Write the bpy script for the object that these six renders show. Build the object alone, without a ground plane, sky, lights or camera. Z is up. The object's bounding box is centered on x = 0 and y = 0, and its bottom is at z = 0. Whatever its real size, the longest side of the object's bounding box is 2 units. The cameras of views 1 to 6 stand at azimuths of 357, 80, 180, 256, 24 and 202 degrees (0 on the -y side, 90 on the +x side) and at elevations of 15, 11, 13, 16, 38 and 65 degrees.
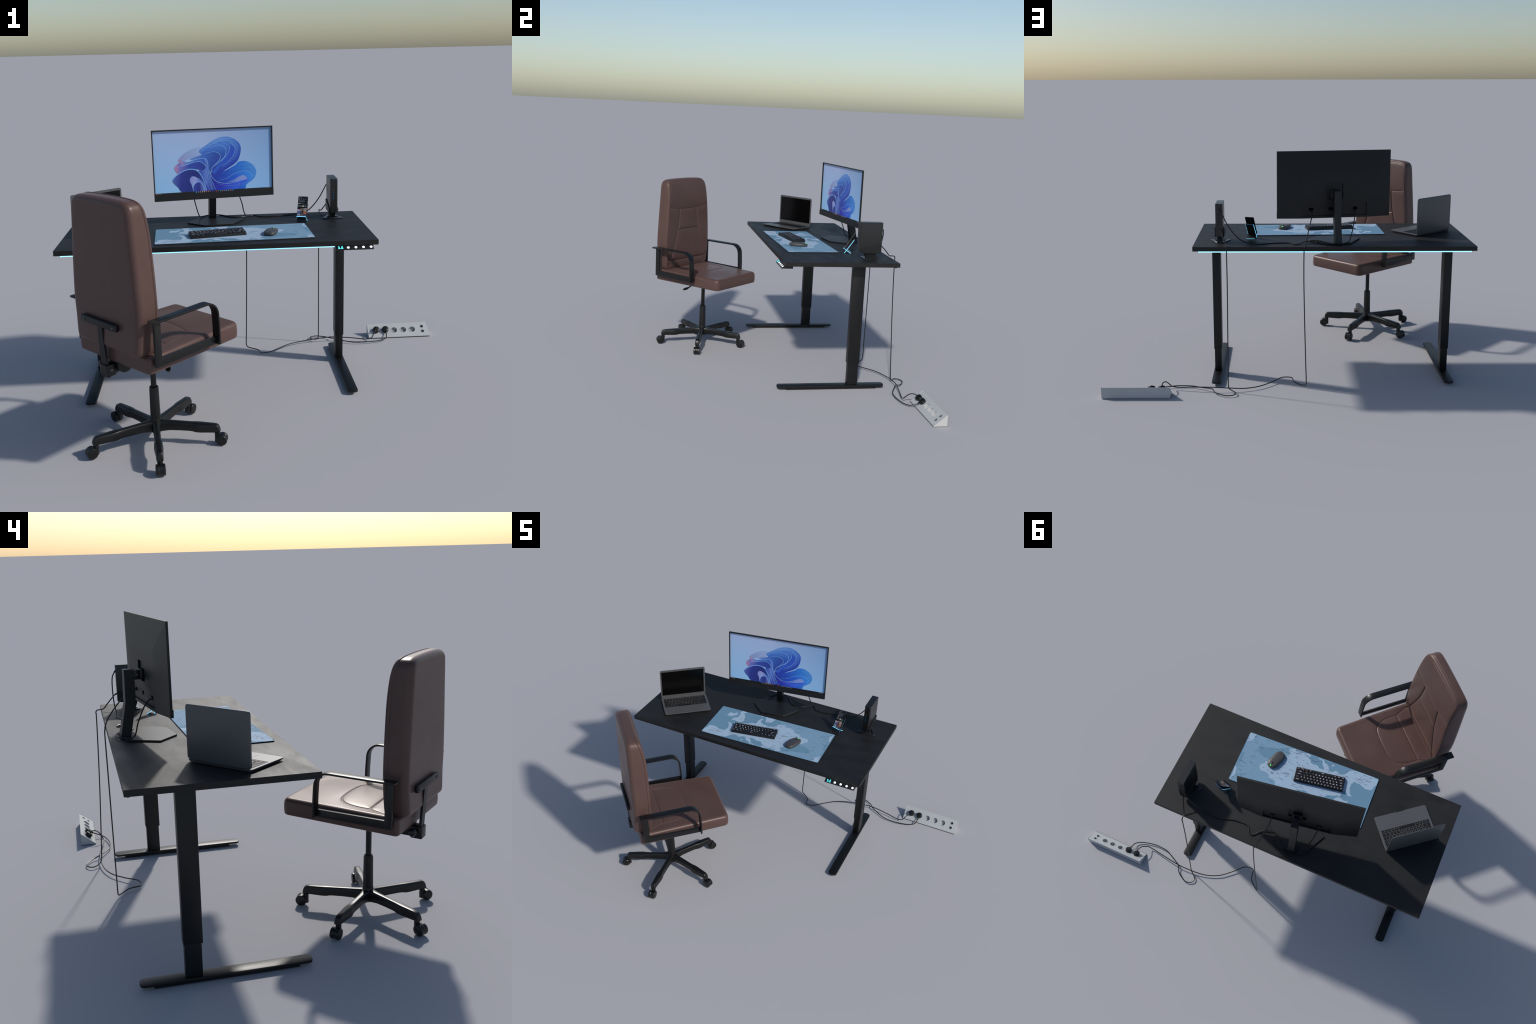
"""Home-office set: sit-stand desk with monitor, laptop, keyboard, mouse, desk mat,
phone on a stand, small tower router, a leather office chair and a floor power strip."""
import bpy, bmesh, math, random
import numpy as np
from mathutils import Vector, Matrix, Euler
from mathutils.geometry import tessellate_polygon

for ob in list(bpy.data.objects):
    bpy.data.objects.remove(ob)
SC = bpy.context.scene.collection
RNG = random.Random(7)
DESK_Z = 0.790          # top of the table top
MAT_Z = 0.7950          # top of the desk mat


# ------------------------------------------------------------------ colours
def lin(c):
    c /= 255.0
    return c / 12.92 if c <= 0.04045 else ((c + 0.055) / 1.055) ** 2.4


def rgb(r, g, b):
    return (lin(r), lin(g), lin(b), 1.0)


# ---------------------------------------------------------------- materials
def principled(name, base, rough=0.5, metal=0.0, spec=0.5, emit=None, strength=0.0, coat=0.0):
    m = bpy.data.materials.new(name)
    m.use_nodes = True
    p = m.node_tree.nodes["Principled BSDF"]
    p.inputs["Base Color"].default_value = base
    p.inputs["Roughness"].default_value = rough
    p.inputs["Metallic"].default_value = metal
    p.inputs["Specular IOR Level"].default_value = spec
    p.inputs["Coat Weight"].default_value = coat
    if emit:
        p.inputs["Emission Color"].default_value = emit
        p.inputs["Emission Strength"].default_value = strength
    return m


def node(m, kind, **inp):
    n = m.node_tree.nodes.new(kind)
    for k, v in inp.items():
        n.inputs[k.replace("_", " ")].default_value = v
    return n


def link(m, a, b):
    m.node_tree.links.new(a, b)


def object_coords(m, scale=(1, 1, 1), rot=(0, 0, 0), loc=(0, 0, 0)):
    tc = node(m, "ShaderNodeTexCoord")
    mp = node(m, "ShaderNodeMapping", Scale=scale, Rotation=rot, Location=loc)
    link(m, tc.outputs["Object"], mp.inputs["Vector"])
    return mp.outputs["Vector"]


def ramp(m, fac, stops):
    r = node(m, "ShaderNodeValToRGB")
    el = r.color_ramp.elements
    el[0].position, el[0].color = stops[0]
    el[1].position, el[1].color = stops[-1]
    for pos, col in stops[1:-1]:
        e = el.new(pos)
        e.color = col
    link(m, fac, r.inputs["Fac"])
    return r.outputs["Color"]


def grained(name, base, rough=0.5, metal=0.0, spec=0.5, scale=(60, 60, 60), amount=0.25, bump=0.0,
            rough_var=0.0, detail=4.0, coat=0.0):
    """Principled with noise-varied colour / roughness / bump on Object coordinates."""
    m = principled(name, base, rough, metal, spec, coat=coat)
    p = m.node_tree.nodes["Principled BSDF"]
    v = object_coords(m, scale)
    n = node(m, "ShaderNodeTexNoise", Scale=1.0, Detail=detail, Roughness=0.6)
    link(m, v, n.inputs["Vector"])
    lo = tuple(c * (1 - amount) for c in base[:3]) + (1,)
    hi = tuple(min(1, c * (1 + amount)) for c in base[:3]) + (1,)
    link(m, ramp(m, n.outputs["Fac"], [(0.3, lo), (0.7, hi)]), p.inputs["Base Color"])
    if rough_var:
        mr = node(m, "ShaderNodeMapRange", From_Min=0.3, From_Max=0.7, To_Min=rough - rough_var, To_Max=rough + rough_var)
        link(m, n.outputs["Fac"], mr.inputs["Value"])
        link(m, mr.outputs["Result"], p.inputs["Roughness"])
    if bump:
        b = node(m, "ShaderNodeBump", Strength=bump, Distance=0.001)
        link(m, n.outputs["Fac"], b.inputs["Height"])
        link(m, b.outputs["Normal"], p.inputs["Normal"])
    return m


def gradient_paint(name, direction, offset, stops, rough=0.45, emit=0.0, wave=None):
    """Printed / displayed colour running along a direction in object space."""
    m = principled(name, (1, 1, 1, 1), rough, spec=0.3)
    p = m.node_tree.nodes["Principled BSDF"]
    tc = node(m, "ShaderNodeTexCoord")
    d = node(m, "ShaderNodeVectorMath")
    d.operation = "DOT_PRODUCT"
    link(m, tc.outputs["Object"], d.inputs[0])
    d.inputs[1].default_value = direction
    a = node(m, "ShaderNodeMath")
    a.operation = "ADD"
    link(m, d.outputs["Value"], a.inputs[0])
    a.inputs[1].default_value = offset
    fac = a.outputs["Value"]
    if wave:
        w = node(m, "ShaderNodeTexWave", Scale=wave[0], Distortion=wave[2], Detail=1.0, Detail_Scale=0.6)
        w.bands_direction = wave[3]
        link(m, tc.outputs["Object"], w.inputs["Vector"])
        mm = node(m, "ShaderNodeMath")
        mm.operation = "MULTIPLY_ADD"
        link(m, w.outputs["Fac"], mm.inputs[0])
        mm.inputs[1].default_value = wave[1]
        link(m, fac, mm.inputs[2])
        fac = mm.outputs["Value"]
    col = ramp(m, fac, stops)
    link(m, col, p.inputs["Base Color"])
    if emit:
        link(m, col, p.inputs["Emission Color"])
        p.inputs["Emission Strength"].default_value = emit
    return m


# ------------------------------------------------------------------ objects
def thing(name, label, category, loc=(0, 0, 0), yaw=0.0):
    e = bpy.data.objects.new(name, None)
    e.empty_display_size = 0.05
    e.location = loc
    e.rotation_euler = (0, 0, yaw)
    e["label"], e["category"] = label, category
    SC.objects.link(e)
    return e


def add(name, me, parent, mat, loc=(0, 0, 0), rot=(0, 0, 0), smooth=30, kind=None):
    ob = bpy.data.objects.new(name, me)
    ob.location, ob.rotation_euler = loc, rot
    ob.parent = parent
    if mat and not me.materials:
        me.materials.append(mat)
    if smooth:
        me.polygons.foreach_set("use_smooth", [True] * len(me.polygons))
        me.set_sharp_from_angle(angle=math.radians(smooth))
    if kind:
        ob["kind"] = kind
    SC.objects.link(ob)
    return ob


def to_mesh(bm, name="mesh"):
    bmesh.ops.recalc_face_normals(bm, faces=bm.faces[:])
    me = bpy.data.meshes.new(name)
    bm.to_mesh(me)
    bm.free()
    return me


def bevel_all(bm, width, segs=2, min_angle=0.4):
    if width <= 0:
        return
    es = [e for e in bm.edges if len(e.link_faces) == 2 and e.calc_face_angle(0) > min_angle]
    bmesh.ops.bevel(bm, geom=es, offset=width, segments=segs, profile=0.5, affect="EDGES", clamp_overlap=True)


def bm_box(bm, lo, hi, bevel=0.0, segs=2, M=None):
    b = bmesh.new()
    bmesh.ops.create_cube(b, size=1.0)
    for v in b.verts:
        v.co = Vector([lo[i] + (v.co[i] + 0.5) * (hi[i] - lo[i]) for i in range(3)])
    bevel_all(b, bevel, segs)
    merge(bm, b, M)


def merge(bm, other, M=None):
    if M is not None:
        bmesh.ops.transform(other, matrix=M, verts=other.verts)
    t = bpy.data.meshes.new("t")
    other.to_mesh(t)
    other.free()
    bm.from_mesh(t)
    bpy.data.meshes.remove(t)


def box(lo, hi, bevel=0.0, segs=2):
    bm = bmesh.new()
    bm_box(bm, lo, hi, bevel, segs)
    return to_mesh(bm)


def bm_cyl(bm, r0, r1, z0, z1, n=32, bevel=0.0, M=None):
    b = bmesh.new()
    bmesh.ops.create_cone(b, cap_ends=True, segments=n, radius1=r0, radius2=r1, depth=1.0)
    for v in b.verts:
        v.co.z = z0 + (v.co.z + 0.5) * (z1 - z0)
    if bevel:
        bevel_all(b, bevel, 3, 0.9)
    merge(bm, b, M)


def lathe(profile, n=40):
    """Profile = [(radius, z)...] turned about z."""
    bm = bmesh.new()
    rings = []
    for r, z in profile:
        if r < 1e-6:
            rings.append([bm.verts.new((0, 0, z))])
        else:
            rings.append([bm.verts.new((r * math.cos(2 * math.pi * i / n), r * math.sin(2 * math.pi * i / n), z)) for i in range(n)])
    for a, b in zip(rings, rings[1:]):
        for i in range(n):
            j = (i + 1) % n
            if len(a) == 1 and len(b) == 1:
                continue
            if len(a) == 1:
                bm.faces.new((a[0], b[j], b[i]))
            elif len(b) == 1:
                bm.faces.new((a[i], a[j], b[0]))
            else:
                bm.faces.new((a[i], a[j], b[j], b[i]))
    return bm


def bm_extrude(bm, pts, h0, h1, bevel=0.0, segs=2, M=None, min_angle=0.4):
    """Closed planar outline pts (x, y) extruded from z = h0 to h1."""
    b = bmesh.new()
    lo = [b.verts.new((x, y, h0)) for x, y in pts]
    hi = [b.verts.new((x, y, h1)) for x, y in pts]
    n = len(pts)
    b.faces.new(lo[::-1])
    b.faces.new(hi)
    for i in range(n):
        j = (i + 1) % n
        b.faces.new((lo[i], lo[j], hi[j], hi[i]))
    bmesh.ops.recalc_face_normals(b, faces=b.faces[:])
    bevel_all(b, bevel, segs, min_angle)
    merge(bm, b, M)


def extrude(pts, h0, h1, bevel=0.0, segs=2, M=None, min_angle=0.4):
    bm = bmesh.new()
    bm_extrude(bm, pts, h0, h1, bevel, segs, M, min_angle)
    return to_mesh(bm)


def rounded_rect(x0, y0, x1, y1, r, n=6):
    out = []
    for cx, cy, a0 in ((x1 - r, y1 - r, 0), (x0 + r, y1 - r, 90), (x0 + r, y0 + r, 180), (x1 - r, y0 + r, 270)):
        for i in range(n + 1):
            a = math.radians(a0 + 90 * i / n)
            out.append((cx + r * math.cos(a), cy + r * math.sin(a)))
    return out


def catmull(pts, k=8, closed=False):
    P = [Vector(p) for p in pts]
    n = len(P)
    out = []
    for i in range(n if closed else n - 1):
        if closed:
            a, b, c, d = P[i - 1], P[i], P[(i + 1) % n], P[(i + 2) % n]
        else:
            a, b, c, d = P[max(i - 1, 0)], P[i], P[i + 1], P[min(i + 2, n - 1)]
        for j in range(k):
            t = j / k
            out.append(0.5 * ((2 * b) + (c - a) * t + (2 * a - 5 * b + 4 * c - d) * t * t + (3 * b - a - 3 * c + d) * t ** 3))
    if not closed:
        out.append(P[-1])
    return out


def tube(pts, r, k=7, n=8, closed=False):
    """Round cord along a smooth curve through pts."""
    path = catmull(pts, k, closed)
    bm = bmesh.new()
    up = Vector((0, 0, 1))
    prev = None
    rings = []
    for i, p in enumerate(path):
        t = (path[min(i + 1, len(path) - 1)] - path[max(i - 1, 0)]).normalized()
        if prev is None:
            side = t.cross(up if abs(t.z) < 0.9 else Vector((1, 0, 0))).normalized()
        else:
            side = (prev - t * prev.dot(t)).normalized()
        prev = side
        oth = t.cross(side)
        rings.append([bm.verts.new(p + r * (side * math.cos(2 * math.pi * q / n) + oth * math.sin(2 * math.pi * q / n))) for q in range(n)])
    for a, b in zip(rings, rings[1:]):
        for i in range(n):
            j = (i + 1) % n
            bm.faces.new((a[i], a[j], b[j], b[i]))
    bm.faces.new(rings[0][::-1])
    bm.faces.new(rings[-1])
    return to_mesh(bm)


def loft(sections):
    """Skin through equal-length closed rings of points, capped."""
    bm = bmesh.new()
    rings = [[bm.verts.new(p) for p in s] for s in sections]
    n = len(rings[0])
    for a, b in zip(rings, rings[1:]):
        for i in range(n):
            j = (i + 1) % n
            bm.faces.new((a[i], a[j], b[j], b[i]))
    bm.faces.new(rings[0][::-1])
    bm.faces.new(rings[-1])
    return bm


def cut(ob, cutter_mesh):
    """Boolean-subtract a helper solid and apply."""
    c = bpy.data.objects.new("cutter", cutter_mesh)
    c.matrix_world = ob.matrix_world.copy()
    c.parent = ob.parent
    c.location, c.rotation_euler = ob.location, ob.rotation_euler
    SC.objects.link(c)
    md = ob.modifiers.new("cut", "BOOLEAN")
    md.object, md.operation, md.solver = c, "DIFFERENCE", "EXACT"
    dg = bpy.context.evaluated_depsgraph_get()
    dg.update()
    me = bpy.data.meshes.new_from_object(ob.evaluated_get(dg))
    ob.modifiers.clear()
    old = ob.data
    ob.data = me
    bpy.data.objects.remove(c)
    bpy.data.meshes.remove(old)
    me.set_sharp_from_angle(angle=math.radians(30))


def flat_patch(pts, z, M=None, thick=0.0):
    """Printed area: filled outline lying at height z."""
    bm = bmesh.new()
    vs = [bm.verts.new((p[0], p[1], z)) for p in pts]
    for t in tessellate_polygon([[Vector((p[0], p[1], 0)) for p in pts]]):
        try:
            f = bm.faces.new([vs[i] for i in t])
        except ValueError:
            pass
    bm.normal_update()
    for f in bm.faces:
        if f.normal.z < 0:
            f.normal_flip()
    if M is not None:
        bmesh.ops.transform(bm, matrix=M, verts=bm.verts)
    me = bpy.data.meshes.new("patch")
    bm.to_mesh(me)
    bm.free()
    return me


def letter_mesh(text, size, weight=0.02, align="CENTER"):
    cu = bpy.data.curves.new("glyph", "FONT")
    cu.body, cu.size = text, size
    cu.align_x, cu.align_y = align, "CENTER"
    cu.resolution_u = 1
    cu.offset = size * weight
    ob = bpy.data.objects.new("glyph", cu)
    SC.objects.link(ob)
    bpy.context.view_layer.update()
    me = bpy.data.meshes.new_from_object(ob.evaluated_get(bpy.context.evaluated_depsgraph_get()))
    bpy.data.objects.remove(ob)
    bpy.data.curves.remove(cu)
    return me


# ------------------------------------------------------------ shared finishes
M_METAL = grained("powder_coat_black", (0.0038, 0.0040, 0.0045, 1), 0.44, 0, 0.42, (900, 900, 900), 0.3, 0.12)
M_PLASTIC = principled("black_plastic", (0.0062, 0.0064, 0.0067, 1), 0.36, spec=0.42)
M_CASTER = principled("caster_gloss_black", (0.0062, 0.0064, 0.0067, 1), 0.34, spec=0.42)
M_SATIN = principled("satin_black_plastic", (0.0095, 0.0100, 0.0110, 1), 0.45, spec=0.4)
M_SCREW = principled("screw_steel", (0.12, 0.12, 0.13, 1), 0.35, 0.6)
M_CABLE = principled("cable_rubber", (0.006, 0.006, 0.0065, 1), 0.4, spec=0.4)


# ===================================================================== desk
def build_desk():
    X0, X1, Y0, Y1 = -0.998, 0.5128, -0.060, 0.614
    cx = (X0 + X1) / 2
    d = thing("standing_desk", "black wood-grain standing desk on two T legs with light strip", "desk", (cx, 0.277, 0))
    hx, hy = (X1 - X0) / 2, (Y1 - Y0) / 2
    wood = principled("black_wood", (0.013, 0.013, 0.013, 1), 0.5, spec=0.34)
    p = wood.node_tree.nodes["Principled BSDF"]
    n1 = node(wood, "ShaderNodeTexNoise", Scale=1.0, Detail=5.0, Roughness=0.55)
    link(wood, object_coords(wood, (5.5, 15, 15)), n1.inputs["Vector"])
    n2 = node(wood, "ShaderNodeTexNoise", Scale=1.0, Detail=3.0, Roughness=0.6)
    link(wood, object_coords(wood, (18, 300, 300)), n2.inputs["Vector"])
    mx = node(wood, "ShaderNodeMath")
    mx.operation = "MULTIPLY_ADD"
    link(wood, n2.outputs["Fac"], mx.inputs[0])
    mx.inputs[1].default_value = 0.35
    link(wood, n1.outputs["Fac"], mx.inputs[2])
    link(wood, ramp(wood, mx.outputs["Value"], [(0.45, (0.0090, 0.0092, 0.0096, 1)), (0.90, (0.0150, 0.0150, 0.0153, 1))]), p.inputs["Base Color"])
    mr = node(wood, "ShaderNodeMapRange", From_Min=0.5, From_Max=0.85, To_Min=0.49, To_Max=0.61)
    link(wood, mx.outputs["Value"], mr.inputs["Value"])
    link(wood, mr.outputs["Result"], p.inputs["Roughness"])
    bp = node(wood, "ShaderNodeBump", Strength=0.12, Distance=0.0006)
    link(wood, mx.outputs["Value"], bp.inputs["Height"])
    link(wood, bp.outputs["Normal"], p.inputs["Normal"])
    add("tabletop", box((-hx, -hy, 0.7658), (hx, hy, DESK_Z), 0.0008, 1), d, wood)
    # legs: telescopic column pair, foot with rounded ends on a thinner pad
    leg_x = 0.644
    foot_y0, foot_y1 = -0.055 - 0.277, 0.603 - 0.277
    r = 0.0265
    outline = []
    for yc, a0 in ((foot_y1 - 0.016, 0), (foot_y0 + 0.016, 180)):
        for i in range(13):
            a = math.radians(a0 + 180 * i / 12)
            outline.append((r * math.cos(a), yc + 0.016 * math.sin(a)))
    foot_me = extrude(outline, 0.011, 0.0225, 0.0025, 2, min_angle=0.9)
    pad_me = box((-0.021, -0.004 - 0.277 + 0.004, 0.0), (0.021, 0.551 - 0.277, 0.0112), 0.001, 1)
    lo_me = box((-0.0195, 0.3705 - 0.277, 0.0222), (0.0195, 0.4335 - 0.277, 0.30), 0.0015)
    up_me = box((-0.0225, 0.3655 - 0.277, 0.157), (0.0225, 0.4375 - 0.277, 0.7658), 0.0015)
    for s in (1, -1):
        leg = add("leg", up_me, d, M_METAL, (s * leg_x, 0, 0))
        add("lower_column", lo_me, leg, M_METAL)
        add("foot", foot_me, leg, M_METAL)
        add("foot_pad", pad_me, leg, M_PLASTIC)
    # cross beam under the top, hidden from most sides
    add("crossbeam", box((-leg_x + 0.0225, 0.383 - 0.277, 0.722), (leg_x - 0.0225, 0.421 - 0.277, 0.7655), 0.001, 1), d, M_METAL)
    # glowing strips under the front and rear edge
    glow = principled("cyan_light_strip", (0.2, 0.6, 0.9, 1), 0.4, emit=(0.30, 0.80, 1.0, 1), strength=1.35)
    p = glow.node_tree.nodes["Principled BSDF"]
    nz = node(glow, "ShaderNodeTexNoise", Scale=1.6, Detail=1.0)
    link(glow, object_coords(glow, (1, 0.01, 0.01)), nz.inputs["Vector"])
    link(glow, ramp(glow, nz.outputs["Fac"], [(0.35, (0.22, 0.66, 1.0, 1)), (0.65, (0.42, 0.95, 1.0, 1))]), p.inputs["Emission Color"])
    add("light_strip", box((-0.971 - cx, -0.0445 - 0.277, 0.7572), (0.309 - cx, -0.038 - 0.277, 0.7657), 0.0006, 1), d, glow)
    add("light_strip", box((-0.973 - cx, 0.5965 - 0.277, 0.7578), (0.484 - cx, 0.6035 - 0.277, 0.7657), 0.0006, 1), d, glow)
    caps = bmesh.new()
    for x in (-0.975, 0.484):
        bm_box(caps, (x - cx, 0.5955 - 0.277, 0.7570), (x + 0.002 - cx, 0.6035 - 0.277, 0.7657))
    bm_box(caps, (-0.973 - cx, 0.5935 - 0.277, 0.7570), (0.484 - cx, 0.5960 - 0.277, 0.7657))
    add("strip_channel", to_mesh(caps), d, M_PLASTIC)
    # height control panel: wedge under the front edge with display and four lit buttons
    side = [(-0.0585, 0.7657), (-0.0790, 0.7528), (-0.0782, 0.7488), (-0.011, 0.7480), (-0.011, 0.7657)]
    M = Matrix(((0, 0, 1, 0.307 - cx), (1, 0, 0, -0.277), (0, 1, 0, 0), (0, 0, 0, 1)))
    panel = add("control_panel", extrude(side, 0, 0.180, 0.0008, 1, M), d, M_SATIN)
    a = Vector((0, -0.0790 - -0.0585, 0.7528 - 0.7657)).normalized()     # down the sloped face
    nrm = Vector((0, a.z, -a.y))
    if nrm.z < 0:
        nrm = -nrm
    top = Vector((0, -0.0585 - 0.277, 0.7657))
    white = principled("button_glow", (0.9, 0.95, 1, 1), 0.4, emit=(0.9, 0.97, 1, 1), strength=2.2)
    bm = bmesh.new()
    bm_cyl(bm, 0.0061, 0.0058, -0.0004, 0.0012, 24, 0.0003)
    btn = to_mesh(bm)
    q = Vector((0, 0, 1)).rotation_difference(nrm).to_euler()
    for i in range(4):
        pos = top + a * 0.0125
        add("button", btn, panel, white, (0.367 - cx + i * 0.036, pos.y, pos.z), q)
    add("display_window", box((-0.0195, -0.0098, 0.0), (0.0195, 0.0098, 0.0008), 0.0002, 1), panel,
        principled("display_glass", (0.002, 0.003, 0.006, 1), 0.15),
        (0.3305 - cx, (top + a * 0.0115).y, (top + a * 0.0115).z), q)
    # two seven-segment numerals
    bm = bmesh.new()
    W, H, T = 0.0058, 0.0105, 0.0013
    seg = {"a": (0, H / 2, 1), "g": (0, 0, 1), "d": (0, -H / 2, 1), "f": (-W / 2, H / 4, 0), "b": (W / 2, H / 4, 0), "e": (-W / 2, -H / 4, 0), "c": (W / 2, -H / 4, 0)}
    for cxd, on in ((-0.0072, "acdfg"), (0.0072, "abcdeg")):
        for s in on:
            x, y, hor = seg[s]
            w, h = (W / 2, T / 2) if hor else (T / 2, H / 4)
            bm_box(bm, (cxd + x - w, y - h + 0.001, 0.0008), (cxd + x + w, y + h + 0.001, 0.0013))
    bm_box(bm, (-0.012, -0.0082, 0.0008), (0.013, -0.0070, 0.0012))
    add("display_numeral", to_mesh(bm), panel, principled("cyan_digits", (0.1, 0.7, 0.7, 1), 0.4, emit=(0.12, 0.85, 0.85, 1), strength=1.8),
        (0.3305 - cx, (top + a * 0.0115).y, (top + a * 0.0115).z), q)


# ==================================================================== chair
def seg_dist(px, py, line):
    """Distance of each (px, py) to a polyline."""
    best = np.full(px.shape, 9.0)
    for (ax, ay), (bx, by) in zip(line, line[1:]):
        dx, dy = bx - ax, by - ay
        t = np.clip(((px - ax) * dx + (py - ay) * dy) / (dx * dx + dy * dy + 1e-12), 0, 1)
        best = np.minimum(best, np.hypot(px - ax - t * dx, py - ay - t * dy))
    return best


def smooth_line(pts, k=8):
    return [(v.x, v.y) for v in catmull([(x, y, 0) for x, y in pts], k)]


def resample(pts, n):
    P = np.array(pts)
    Q = np.vstack([P, P[:1]])
    s = np.concatenate([[0], np.cumsum(np.hypot(*np.diff(Q, axis=0).T))])
    t = np.linspace(0, s[-1], n, endpoint=False)
    return np.stack([np.interp(t, s, Q[:, 0]), np.interp(t, s, Q[:, 1])], 1)


def cushion(outline, centre, bottom, top, r_bot, r_top, n=420, cap=110, side=26, side_bulge=None, puff=None, flat_bottom=10):
    """Upholstered block: closed plan outline, lower and upper surface functions, rolled edges.
    Returns vertices (x, y, h) and quads; puff(x, y) adds seams and crown on the upper face."""
    P = resample(outline, n)
    d = np.roll(P, -1, 0) - np.roll(P, 1, 0)
    N = np.stack([d[:, 1], -d[:, 0]], 1)
    N /= np.linalg.norm(N, axis=1)[:, None]
    if np.mean(np.sum(N * (P - centre), 1)) < 0:
        N = -N
    for _ in range(6):
        N = (np.roll(N, 1, 0) + N * 2 + np.roll(N, -1, 0))
        N /= np.linalg.norm(N, axis=1)[:, None]
    rings = []
    inner_b = P - N * r_bot
    for i in range(1, flat_bottom + 1):
        q = centre + (inner_b - centre) * (i / flat_bottom)
        rings.append((q, bottom(q[:, 0], q[:, 1])))
    for i in range(1, 8):
        a = math.pi / 2 * i / 7
        q = P - N * r_bot * (1 - math.sin(a))
        rings.append((q, bottom(P[:, 0], P[:, 1]) + r_bot * (1 - math.cos(a))))
    hb = bottom(P[:, 0], P[:, 1]) + r_bot
    ht = top(P[:, 0], P[:, 1]) - r_top
    for i in range(1, side):
        t = i / side
        h = hb + (ht - hb) * t
        off = side_bulge(t, h, P) if side_bulge else 0.0
        rings.append((P + N * (off[:, None] if not np.isscalar(off) else off), h))
    for i in range(0, 12):
        a = math.pi / 2 * i / 11
        rings.append((P - N * r_top * (1 - math.cos(a)), top(P[:, 0], P[:, 1]) - r_top + r_top * math.sin(a)))
    inner_t = P - N * r_top
    for i in range(1, cap + 1):
        s = 1 - i / (cap + 0.5)
        q = centre + (inner_t - centre) * s
        h = top(q[:, 0], q[:, 1])
        if puff is not None:
            edge = np.clip((1 - s) / 0.05, 0, 1)
            h = h + puff(q[:, 0], q[:, 1]) * edge * edge * (3 - 2 * edge)
        rings.append((q, h))
    V = np.concatenate([np.column_stack([q, h]) for q, h in rings])
    F = []
    for k in range(len(rings) - 1):
        a, b = k * n, (k + 1) * n
        F += [(a + i, a + (i + 1) % n, b + (i + 1) % n, b + i) for i in range(n)]
    F.append(tuple(range(n))[::-1])
    F.append(tuple(range((len(rings) - 1) * n, len(rings) * n)))
    return V, F


def mesh_from(V, F, name):
    me = bpy.data.meshes.new(name)
    me.from_pydata([tuple(v) for v in V], [], F)
    bm = bmesh.new()
    bm.from_mesh(me)
    bmesh.ops.recalc_face_normals(bm, faces=bm.faces[:])
    bm.to_mesh(me)
    bm.free()
    return me


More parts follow.
